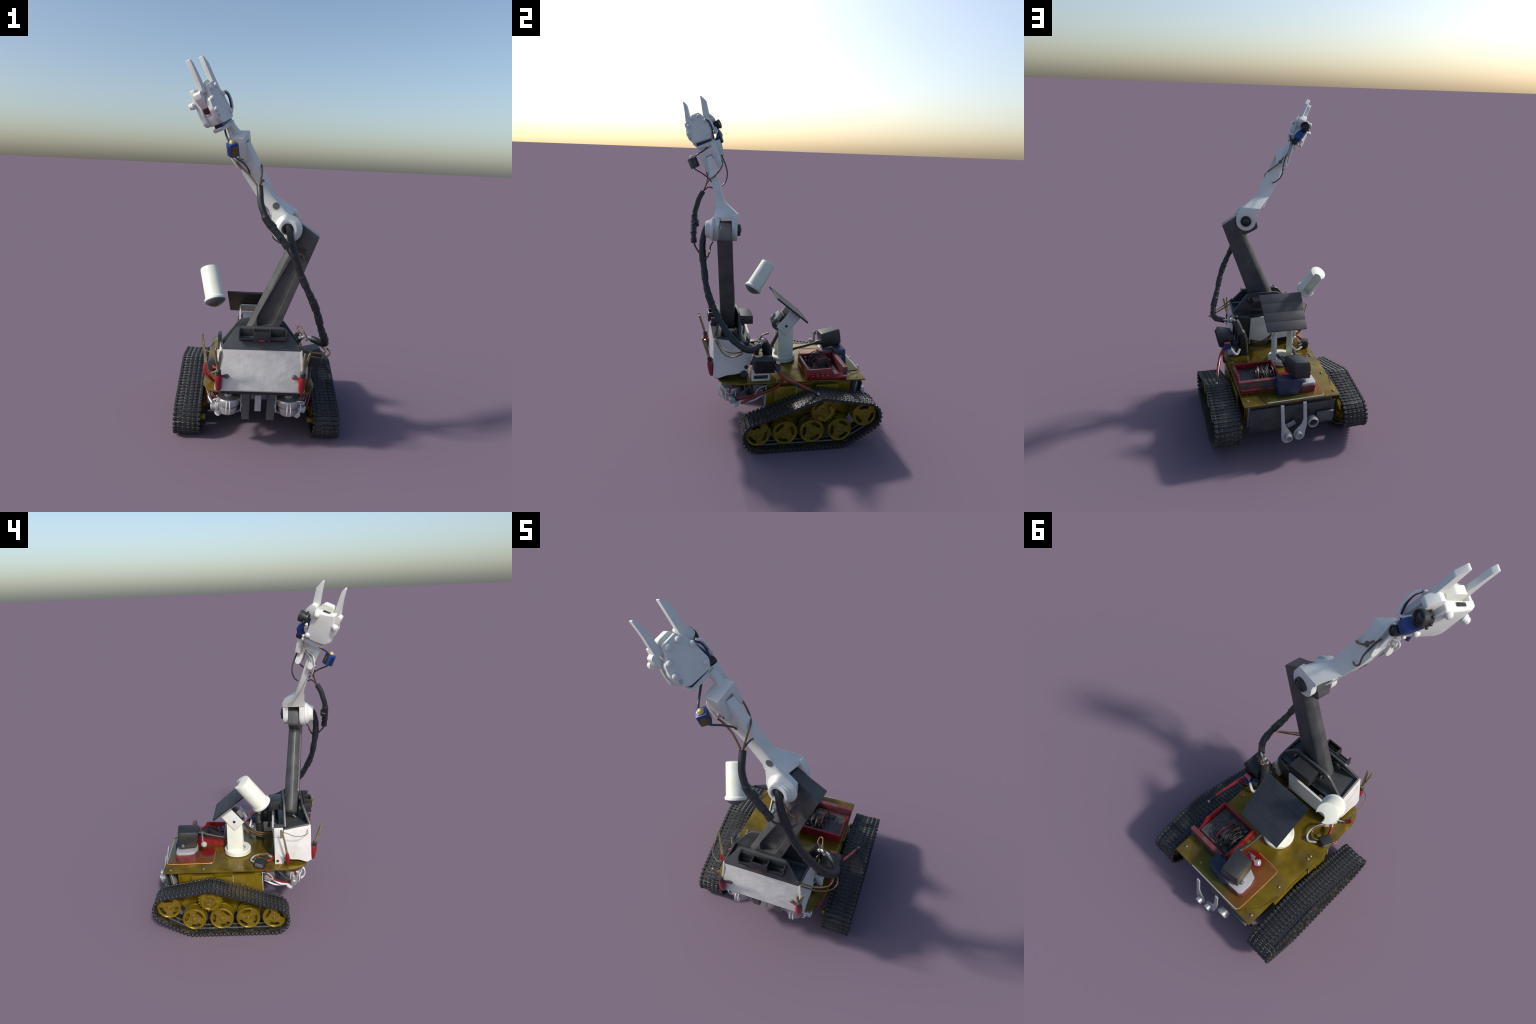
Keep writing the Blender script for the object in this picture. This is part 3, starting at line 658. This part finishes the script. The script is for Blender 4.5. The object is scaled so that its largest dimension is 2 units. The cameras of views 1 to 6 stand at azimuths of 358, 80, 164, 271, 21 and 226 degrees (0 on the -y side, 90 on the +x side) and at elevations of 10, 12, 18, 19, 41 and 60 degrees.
for l, wd, hw in wrap:
    nn = -.090 + (l + .03) * -.18
    rings.append([bmw.verts.new(gpt(l, wd + t * .5, nn + s_ * hw)) for s_, t in ((-1, -.03), (-.9, .012), (0, .020), (.9, .012), (1, -.03), (0, -.04))])
for r1, r2 in zip(rings, rings[1:]):
    for k in range(6): bmw.faces.new((r1[k], r1[(k + 1) % 6], r2[(k + 1) % 6], r2[k]))
bmw.faces.new(rings[0]); bmw.faces.new(rings[-1][::-1])
add('blue_tape', to_mesh(bmw, 'blue_tape', 50), 'blue')
bolts('camera_stud', [(gpt(-.03, .07, -.104), gW * .6 - gN), (gpt(-.045, .072, -.098), gW * .3 - gN), (gpt(-.11, .075, -.085), gW * .4 - gN), (gpt(-.125, .072, -.09), gW * .2 - gN)], .009, .012, 'white')
# square channel linking wrist and gripper
ch = [(-.170, -.355), ]
p0, p1 = V((-.176, -.358, 1.646)), V((-.204, -.372, 1.716))
CH = frame((p0 + p1) / 2, p1 - p0, y=(.9, -.3, .1))
add('wrist_channel', to_mesh(join(prism_bm(rrect(-.048, .050, -.018, .018, .004), -.016, -.008, CH, .002), prism_bm([(-.048, -.018), (.05, -.018), (.05, -.011), (-.048, -.011)], -.016, .018, CH, .002),
                                  prism_bm([(-.048, .011), (.05, .011), (.05, .018), (-.048, .018)], -.016, .018, CH, .002)), 'wrist_channel'), 'white')
tube('wrist_neck', [(-.150, -.405, 1.655), (-.180, -.395, 1.685), (-.205, -.400, 1.715)], .020, 'white', 6, 12)

# ------------------------------------------------------------------ cables
def sleeve_r(base, joints, amp=.10):
    def f(s, tot):
        u = s / tot; r = base
        k = sum(1 for j in joints if u > j); r *= 1 + amp * (((k * 37) % 5) / 4 - .5)
        for j in joints:
            d = abs(u - j) * tot
            if d < .007: r *= 1 + .11 * (1 - d / .007)
        return r * (1.12 if u > .93 else 1)
    return f
up = [(-.050, -.470, 1.428), (-.046, -.492, 1.39), (-.042, -.505, 1.350), (-.030, -.516, 1.315), (-.012, -.522, 1.275), (.030, -.526, 1.225), (.065, -.528, 1.185), (.092, -.527, 1.148)]
tube('cable_sleeve', up, sleeve_r(.0172, [.45, .47, .62, .66, .83], .16), 'sleeve', 12, 14)
lathe('sleeve_collar', [(.012, -.02), (.021, -.016), (.021, .016), (.012, .02)], 'sleeve', along((.012, -.516, 1.247), (.06, 0, -.06)), 14)
lo = [(.096, -.442, 1.238), (.1, -.46, 1.232), (.114, -.476, 1.174), (.133, -.480, 1.113), (.154, -.477, 1.053), (.176, -.470, .995), (.203, -.465, .942), (.226, -.456, .898), (.25, -.442, .851), (.27, -.422, .804), (.287, -.398, .756), (.304, -.368, .706), (.324, -.335, .658), (.342, -.295, .617), (.349, -.245, .584), (.336, -.208, .573), (.312, -.180, .576), (.293, -.160, .578)]
tube('cable_sleeve', lo, sleeve_r(.0185, [.10, .17, .24, .30, .36, .41, .46, .52, .57, .63, .69, .74, .80, .86, .93], .20), 'sleeve', 12, 14)
tube('sleeve_lower', [(.222, -.128, .580), (.212, -.115, .560), (.197, -.096, .522), (.180, -.088, .480), (.168, -.094, .43), (.165, -.096, .352)], sleeve_r(.028, [.32, .36, .6], .12), 'black', 10, 18)
wires = [
    ('wire_brown', .0045, [(-.050, -.470, 1.425), (-.041, -.442, 1.488), (-.043, -.400, 1.523), (-.078, -.365, 1.562), (-.120, -.350, 1.60), (-.155, -.366, 1.639)]),
    ('wire_brown', .0045, [(-.060, -.468, 1.428), (-.100, -.448, 1.477), (-.140, -.440, 1.512), (-.165, -.445, 1.535)]),
    ('wire_dark', .0045, [(-.175, -.52, 1.562), (-.160, -.510, 1.550), (-.127, -.470, 1.529), (-.105, -.432, 1.500), (-.10, -.415, 1.48)]),
    ('wire_dark', .0048, [(-.200, -.522, 1.612), (-.206, -.511, 1.632), (-.218, -.466, 1.660), (-.226, -.43, 1.690)]),
    ('wire_dark', .0042, [(-.170, -.362, 1.655), (-.156, -.348, 1.63), (-.134, -.325, 1.568), (-.127, -.320, 1.521), (-.10, -.335, 1.48), (-.074, -.356, 1.461)]),
    ('wire_white', .0042, [(-.19, -.40, 1.64), (-.203, -.430, 1.617), (-.205, -.438, 1.580), (-.163, -.433, 1.519), (-.14, -.425, 1.50)]),
    ('wire_grey', .0030, [(-.19, -.39, 1.64), (-.195, -.418, 1.60), (-.170, -.42, 1.545), (-.11, -.392, 1.45), (-.035, -.340, 1.347), (.004, -.297, 1.303)]),
    ('wire_dark', .0040, [(-.055, -.472, 1.425), (-.035, -.440, 1.455), (-.03, -.415, 1.45)]),
    ('wire_dark', .0055, [(.090, -.526, 1.15), (.100, -.520, 1.125), (.128, -.497, 1.092), (.166, -.470, 1.068), (.184, -.452, 1.080)]),
    ('wire_brown', .0045, [(.184, -.452, 1.080), (.178, -.444, 1.100), (.150, -.438, 1.108), (.128, -.434, 1.132), (.108, -.42, 1.15)]),
    ('wire_brown', .0042, [(.190, -.408, .622), (.215, -.400, .606), (.275, -.376, .576), (.330, -.342, .564), (.348, -.300, .563), (.335, -.25, .565)]),
    ('wire_brown', .0042, [(.190, -.410, .600), (.220, -.398, .579), (.292, -.372, .549), (.347, -.340, .543), (.372, -.302, .552), (.362, -.262, .563)]),
    ('wire_brown', .0042, [(.238, -.135, .590), (.225, -.135, .606), (.212, -.122, .617), (.216, -.095, .626), (.232, -.100, .629), (.240, -.130, .624), (.250, -.148, .606), (.262, -.150, .585)]),
    ('wire_grey', .0055, [(.295, -.158, .580), (.265, -.145, .585), (.240, -.132, .580)]),
    ('wire_dark', .006, [(.295, -.165, .572), (.262, -.15, .575), (.235, -.122, .570)]),
    ('wire_brown', .0052, [(-.025, .040, .575), (-.004, .008, .543), (.015, -.027, .490), (.054, -.080, .435), (.104, -.178, .399)]),
    ('wire_dark', .0052, [(-.025, .04, .56), (.002, .010, .528), (.030, -.045, .440), (.073, -.117, .388), (.108, -.178, .385)]),
    ('wire_brown', .0050, [(-.03, .045, .565), (-.002, .012, .535), (.02, -.035, .462), (.064, -.098, .41), (.106, -.178, .392)]),
    ('wire_brown', .0022, [(-.316, -.240, .608), (-.316, -.262, .60), (-.310, -.308, .577), (-.295, -.360, .570), (-.250, -.392, .566), (-.228, -.390, .578)]),
    ('black', .0085, [(-.01, .30, .480), (-.010, .285, .472), (-.012, .251, .462), (-.011, .19, .446), (-.010, .118, .428), (-.02, .10, .40)]),
    ('wire_grey', .0065, [(-.225, -.172, .392), (-.19, -.140, .398), (-.168, -.095, .385), (-.170, -.055, .372), (-.195, -.038, .362), (-.235, -.06, .37)]),
    ('wire_brown', .0045, [(-.218, -.172, .402), (-.185, -.12, .40), (-.178, -.085, .385), (-.205, -.06, .385), (-.24, -.075, .385)]),
    ('wire_brown', .004, [(.19, -.41, .60), (.10, -.39, .63), (.0, -.39, .62)]),
]
for m, r, p in wires: tube('cable' if m == 'black' else 'wire', p, r, m, 8, 8)
lathe('plug_boot', [(.009, -.03), (.014, -.02), (.016, .0), (.016, .02)], 'black', along((-.006, .290, .472), (.05, 1, .15)), 16)
# gripper loop
tube('wire', [(-.230, -.443, 1.858), (-.212, -.422, 1.846), (-.196, -.402, 1.806), (-.197, -.388, 1.778), (-.222, -.378, 1.782), (-.262, -.385, 1.81)], .0055, 'wire_white', 8, 8)
tube('wire', [(-.232, -.448, 1.853), (-.214, -.430, 1.838), (-.203, -.415, 1.806), (-.200, -.405, 1.768), (-.205, -.402, 1.74)], .0045, 'wire_blue', 8, 8)
# red power lead over the right track
tube('power_lead', [(.300, -.050, .440), (.319, -.041, .421), (.342, -.012, .395), (.356, .030, .375), (.374, .089, .352), (.384, .13, .336)], .0095, 'red', 8, 10)
tube('power_lead', [(.360, .040, .370), (.376, .098, .347), (.394, .172, .316)], .0102, 'black', 6, 10)
tube('power_lead', [(.393, .170, .3165), (.397, .184, .311)], .0085, 'palemetal', 3, 10)
tube('power_lead', [(.300, -.045, .43), (.316, -.030, .405), (.318, -.02, .37), (.308, -.05, .325), (.298, -.14, .285), (.29, -.20, .25), (.27, -.25, .215)], .0075, 'red', 8, 8)

# whisker clips at the front corners, each with two prongs
for s, dx in ((1, 0.0), (-1, 0.004)):
    X = lambda x: s * x
    b0, rt = V((X(.214), -.421, .375)), V((X(.216), -.436, .476))
    lathe('antenna_boot', [(.011, 0), (.016, .012), (.0185, .05), (.018, .075), (.014, .09), (0, .092)], 'red', along(b0, rt - b0), 14)
    lathe('antenna_sleeve', [(.0135, 0), (.0135, .032), (.010, .036)], 'black', along(b0.lerp(rt, .80), rt - b0), 12)
    if s > 0: tips = [(.215, -.480, .608), (.242, -.466, .608)]
    else: tips = [(-.237, -.480, .612), (-.206, -.478, .606)]
    for t in tips: tube('antenna_prong', [rt, V(rt).lerp(V(t), .5), t], lambda q, tot: .0070 if q < tot * .92 else .0048, 'olive', 5, 8)
    tube('antenna_mount', [(X(.206), -.425, .45), (X(.180), -.418, .452)], .007, 'red', 3, 8)
# extra whisker at the left side
tube('antenna_prong', [(-.292, -.262, .455), (-.303, -.250, .53), (-.316, -.236, .612)], lambda q, t: .0075 - .003 * q / t, 'olive', 6, 8)
tube('antenna_boot', [(-.292, -.262, .46), (-.290, -.264, .42), (-.275, -.264, .385), (-.250, -.260, .355)], lambda q, t: .008 + .007 * math.sin(PI * min(1, q / t * 1.1)), 'red', 6, 10)
tube('wire', [(-.226, -.222, .405), (-.245, -.236, .395), (-.265, -.25, .392), (-.262, -.262, .37)], .0045, 'wire_grey', 6, 6)

# ------------------------------------------------------------------ regulator block on the right
hs = [hexa_bm([(.238, -.186, .425), (.332, -.186, .425), (.332, -.068, .425), (.238, -.068, .425)], [(.236, -.190, .482), (.346, -.192, .502), (.348, -.075, .502), (.236, -.072, .482)], .004),
      hexa_bm([(.237, -.190, .482), (.345, -.192, .502), (.347, -.075, .502), (.237, -.072, .482)], [(.245, -.182, .505), (.335, -.182, .528), (.336, -.085, .530), (.245, -.080, .505)], .004)]
for i in range(13):
    y = -.184 + i * .0087
    hs.append(hexa_bm([(.325, y, .427), (.338, y, .427), (.338, y + .004, .427), (.325, y + .004, .427)], [(.335, y, .498), (.353, y, .500), (.353, y + .004, .500), (.335, y + .004, .498)], .0008))
add('finned_regulator', to_mesh(join(*hs), 'finned_regulator'), 'black')
add('regulator_bracket', to_mesh(join(bounds_box(.228, .276, -.195, -.085, .352, .425, .004), bounds_box(.205, .235, -.235, -.21, .36, .43, .003)), 'regulator_bracket'), 'boxwhite')
box('regulator_slot', (.274, -.140, .378), (.012, .085, .022), 'black', bevel=.005)
lathe('black_knob', [(.014, 0), (.021, .005), (.021, .022), (.014, .028), (0, .028)], 'black', along((.232, -.232, .385), (.8, -.3, 0)), 18)
tube('wire', [(.245, -.215, .39), (.262, -.215, .35), (.275, -.20, .315), (.262, -.19, .28)], .006, 'wire_dark', 6, 8)
box('blue_connector', (.290, -.045, .440), (.046, .030, .030), 'blue', bevel=.003)
box('red_connector', (.290, -.042, .463), (.038, .026, .016), 'redgrey', bevel=.003)
box('blue_connector', (.235, -.06, .445), (.032, .03, .045), 'bluegrey', bevel=.003)
tube('wire', [(.268, -.04, .43), (.245, -.025, .395), (.225, -.03, .385), (.205, -.05, .41)], .0085, 'wire_white', 6, 8)
add('wire_knot', to_mesh(join(*[lathe_bm([(0, -.012), (.009, -.008), (.012, 0), (.009, .008), (0, .012)], along(p, d), 10) for p, d in
    (((.243, -.137, .578), (1, 0, 0)), ((.252, -.148, .585), (0, 1, 0)), ((.235, -.128, .592), (0, 0, 1)), ((.260, -.150, .572), (1, 1, 0)), ((.228, -.140, .575), (0, 1, 1)))]), 'wire_knot'), 'steel')
tube('cable_tie', [(.228, -.150, .44), (.225, -.155, .50), (.229, -.150, .54)], .006, 'black', 4, 8)
tube('cable_tie', [(.205, -.155, .40), (.205, -.165, .47), (.21, -.16, .52)], .009, 'wire_dark', 4, 8)

# ------------------------------------------------------------------ left sensor box
SB = frame((-.268, -.100, .376), (.93, -.36, -.05), z=(.1, -.15, 1)).to_3x3()
box('side_sensor', (-.266, -.098, .378), (.050, .064, .046), 'black', SB, .007)
box('side_sensor_face', V((-.266, -.098, .378)) + SB @ V((-.026, 0, -.004)), (.003, .05, .022), 'greymetal', SB, .001)
box('side_sensor_plug', (-.222, -.090, .386), (.02, .024, .02), 'yellow', SB, .002)
tube('side_sensor_lead', [(-.255, -.14, .385), (-.245, -.165, .39), (-.225, -.178, .40)], lambda q, t: .010 - .005 * q / t, 'red', 5, 8)
tube('side_sensor_tail', [(-.295, -.125, .355), (-.315, -.14, .345)], .006, 'red', 3, 8)
bolts('sensor_screw', [((-.168, -.035, deckz(0)), (0, 0, 1))], .012, .012, 'black')

# ------------------------------------------------------------------ solar panel on its turning post
C0, C1, C2, C3 = [V(p) + V((0, .003, .004)) for p in ((.089, -.019, .797), (-.194, -.019, .797), (-.177, .186, .633), (.078, .183, .633))]
nn = (C1 - C0).cross(C3 - C0).normalized()
if nn.z < 0: nn = -nn
sp_ = 4
for i in range(sp_):
    t0, t1 = i / sp_ + (.0022 if i else 0), (i + 1) / sp_ - (.0022 if i < sp_ - 1 else 0)
    q = [C0.lerp(C3, t0), C1.lerp(C2, t0), C1.lerp(C2, t1), C0.lerp(C3, t1)]
    add('panel_strip', to_mesh(hexa_bm([p - nn * .008 for p in q], [p for p in q], .0012), 'panel_strip'), 'panel')
add('solar_panel', to_mesh(hexa_bm([p - nn * .010 for p in (C0, C1, C2, C3)], [p - nn * .0012 for p in (C0, C1, C2, C3)], .001), 'solar_panel'), 'panel')
RC = (-.052, .050)
ring = lathe('turntable', [(.050, 0), (.082, 0), (.086, .004), (.086, .030), (.082, .034), (.052, .034), (.048, .030), (.048, .004)], 'cream', Matrix.Translation((RC[0], RC[1], deckz(.05) + .002)), 48)
bm = ring.data; b2 = bmesh.new(); b2.from_mesh(bm)
bmesh.ops.delete(b2, geom=[f for f in b2.faces if len(f.verts) > 4], context='FACES')   # open middle
b2.verts.ensure_lookup_table()
b2.to_mesh(bm); b2.free()
lathe('turntable_well', [(0, .001), (.030, .002), (.0475, .012), (.050, .016), (.050, .0005), (0, .0005)], 'cream', Matrix.Translation((RC[0], RC[1], deckz(.05) + .002)), 32)
lathe('turntable_hub', [(.022, 0), (.022, .006), (0, .006)], 'black', Matrix.Translation((RC[0] - .005, RC[1], deckz(.05) + .013)), 20)
XP = lambda x: Matrix(((0, 0, 1, x), (1, 0, 0, 0), (0, 1, 0, 0), (0, 0, 0, 1)))
posts = [prism_bm([(.013, .372), (.113, .372), (.109, .575), (.095, .60), (.03, .60), (.012, .565)], 0, .012, XP(x), .002) for x in (-.006, -.110)]
add('panel_post', to_mesh(join(*posts), 'panel_post'), 'cream')
brk = [(.147, .640), (.060, .531), (-.002, .588), (.085, .692)]
add('panel_bracket', to_mesh(join(prism_bm(brk, 0, .008, XP(.0065), .002), prism_bm(brk, 0, .008, XP(-.1185), .002),
                                  hexa_bm([(-.112, .147, .640), (.009, .147, .640), (.009, .085, .692), (-.112, .085, .692)], [(-.112, .150, .646), (.009, .150, .646), (.009, .088, .698), (-.112, .088, .698)], .001)), 'panel_bracket'), 'white')
bolts('bracket_pin', [((.0145, .060, .594), (1, 0, 0)), ((-.1185, .060, .594), (-1, 0, 0))], .009, .004, 'black')
rotS = frame((0, 0, 0), (1, 0, 0), z=(0, .6, .8)).to_3x3()
box('panel_servo', (-.055, .055, .62), (.10, .05, .055), 'black', rotS, .006)
box('panel_servo_cover', (-.06, .020, .640), (.075, .03, .05), 'palemetal', rotS, .008)
tube('panel_servo_lead', [(-.03, .01, .625), (-.035, -.012, .60), (-.04, .0, .57), (-.03, .03, .56)], .014, 'greymetal', 6, 10)
tube('panel_servo_lead', [(-.075, .0, .64), (-.09, -.015, .61), (-.08, .0, .58)], .013, 'steel', 6, 10)

# ------------------------------------------------------------------ floating white cylinder
t0, t1 = V((-.258, -.122, .766)), V((-.305, -.008, .930))
ax = (t1 - t0).normalized(); Ln = (t1 - t0).length
TM = along(t0, ax)
can = lathe('white_canister', [(.057, 0), (.060, .003), (.060, .014), (.055, .020), (.0525, .026), (.0515, Ln - .006), (.0495, Ln - .001), (.0475, Ln), (0, Ln)], 'cream', TM, 48)
nd = V((.42, .72, -.45)); nd = (nd - ax * nd.dot(ax)).normalized()
cc = prism_bm([(.026 * math.cos(2 * PI * k / 24), .026 * math.sin(2 * PI * k / 24)) for k in range(24)], .02, .4, along(t0 + nd * .040, ax), 0)
cut(can, cc)
lathe('canister_dish', [(.0575, .0), (.056, -.003), (.040, -.016), (.020, -.026), (0, -.029)], 'greymetal', along(t0, ax), 36)

# ------------------------------------------------------------------ red tray with relay and loops of wire
z0 = deckz(.26) + .002
zt = .420
tr = [bounds_box(.040, .284, .140, .386, z0, z0 + .008, .003),
      bounds_box(.036, .284, .138, .153, z0, zt - .006, .005),
      bounds_box(.036, .050, .140, .352, z0, zt - .002, .004),
      prism_bm([(.140, z0), (.388, z0), (.388, z0 + .014), (.335, z0 + .016), (.305, z0 + .036), (.283, zt - .002), (.140, zt - .008)], 0, .013, XP(.274), .004)]
redtray = add('red_tray', to_mesh(join(*tr), 'red_tray'), 'red')
cut(redtray, *[lathe_bm([(.0085, 0), (.0085, .06)], along((.25, y, z0 + .030), (1, 0, 0)), 16) for y in (.172, .203, .234, .265)])
cut(redtray, *[lathe_bm([(.008, 0), (.008, .06)], along((.02, y, z0 + .030), (1, 0, 0)), 16) for y in (.18, .22, .26)])
box('tray_board', (.162, .245, z0 + .017), (.215, .19, .018), 'pcb', bevel=.001)
box('tray_bar', (.177, .370, z0 + .053), (.236, .026, .050), 'redgrey', bevel=.003)
box('tray_bar_cover', (.177, .3845, z0 + .048), (.226, .003, .038), 'greyblock', bevel=.001)
box('relay', (.135, .262, z0 + .046), (.040, .066, .058), 'greyblock', bevel=.004)
for (x, y, hh) in ((.072, .18, .042), (.078, .215, .05), (.072, .26, .045), (.105, .175, .035), (.165, .30, .03), (.20, .17, .02), (.115, .325, .04), (.095, .20, .03), (.085, .24, .026), (.075, .29, .03), (.20, .31, .015), (.12, .20, .03), (.10, .30, .025)):
    box('tray_component', (x, y, z0 + .016 + hh / 2), (.014, .016, hh), 'black', bevel=.002)
rw = random.Random(11)
for i in range(15):
    x = .062 + i * .0072 + rw.uniform(-.003, .003); ya = .185 + rw.uniform(0, .03); yb = .285 + rw.uniform(0, .04); h = .075 + rw.uniform(-.015, .02)
    tube('jumper_wire', [(x, ya, z0 + .02), (x + rw.uniform(-.01, .01), ya + .005, z0 + h * .75), (x + .004, (ya + yb) / 2, z0 + h + .008), (x + rw.uniform(-.01, .012), yb - .008, z0 + h * .72), (x + .006, yb, z0 + .02)], .0030, ['wire_dark', 'black', 'black', 'wire_brown'][i % 4] if i != 13 else 'red', 6, 6, redtray)
tube('jumper_wire', [(.168, .22, z0 + .03), (.17, .225, z0 + .065), (.172, .26, z0 + .08), (.172, .29, z0 + .06), (.17, .30, z0 + .02)], .0028, 'red', 6, 6, redtray)

# ------------------------------------------------------------------ black camera pod, plinth and blue port block
RZ = Matrix.Rotation(math.radians(9), 3, 'Z')
pod = add('camera_pod', to_mesh(loft_bm([[(.002, .308, .424), (-.110, .312, .416), (-.113, .298, .480), (-.108, .292, .524), (.000, .296, .530), (.004, .298, .48)],
                                        [(-.024, .446, .450), (-.130, .424, .422), (-.134, .420, .490), (-.127, .416, .534), (-.034, .432, .550), (-.026, .440, .50)]], .013), 'camera_pod'), 'black')
lathe('pod_knob', [(.008, 0), (.016, .003), (.018, .012), (.018, .026), (.014, .031), (0, .032)], 'palemetal', along((-.098, .272, .436), (-.75, -.5, .25)), 20, pod)
for dx in (0, .018):
    tube('pod_rod', [(-.094 + dx, .272, .435), (-.092 + dx, .273, .510)], .0038, 'steel', 3, 8, pod)
box('pod_rod_cap', (-.080, .273, .510), (.044, .014, .010), 'greymetal', RZ, .003, pod)
bolts('pod_stud', [((-.072, .275, .512), (0, 0, 1))], .006, .012, 'black', pod)
bolts('pod_stud', [((-.127, .395, .442), (-1, 0, 0))], .012, .014, 'greymetal', pod)
box('pod_foot', (-.10, .40, .428), (.03, .03, .012), 'black', RZ, .003, pod)
oct_ = roundpoly([(-.165, .36), (-.15, .318), (-.10, .300), (-.02, .31), (-.01, .43), (-.08, .448), (-.152, .445), (-.166, .43)], .004, 2)
add('pod_plinth', to_mesh(prism_bm(oct_, deckz(.4) + .002, .392, None, .004), 'pod_plinth'), 'redgrey')
add('pod_plinth_top', to_mesh(prism_bm([(p[0] * .93 - .007, p[1] * .93 + .026) for p in oct_], .391, .407, None, .004), 'pod_plinth_top'), 'palemetal')
blk = hexa_bm([(.074, .375, .352), (.072, .452, .352), (-.040, .462, .354), (-.035, .385, .354)], [(.074, .372, .445), (.072, .442, .447), (-.085, .448, .442), (-.080, .38, .440)], .004)
pb = add('port_block', to_mesh(blk, 'port_block'), 'bluegrey')
box('port_frame', (.0735, .409, .400), (.004, .066, .082), 'blue', bevel=.0015, parent=pb)
box('port_slot', (.075, .409, .405), (.004, .040, .050), 'black', bevel=.001, parent=pb)
box('port_pins', (.0765, .409, .400), (.002, .024, .018), 'olive', bevel=.0005, parent=pb)

print('objects', len(bpy.data.objects))
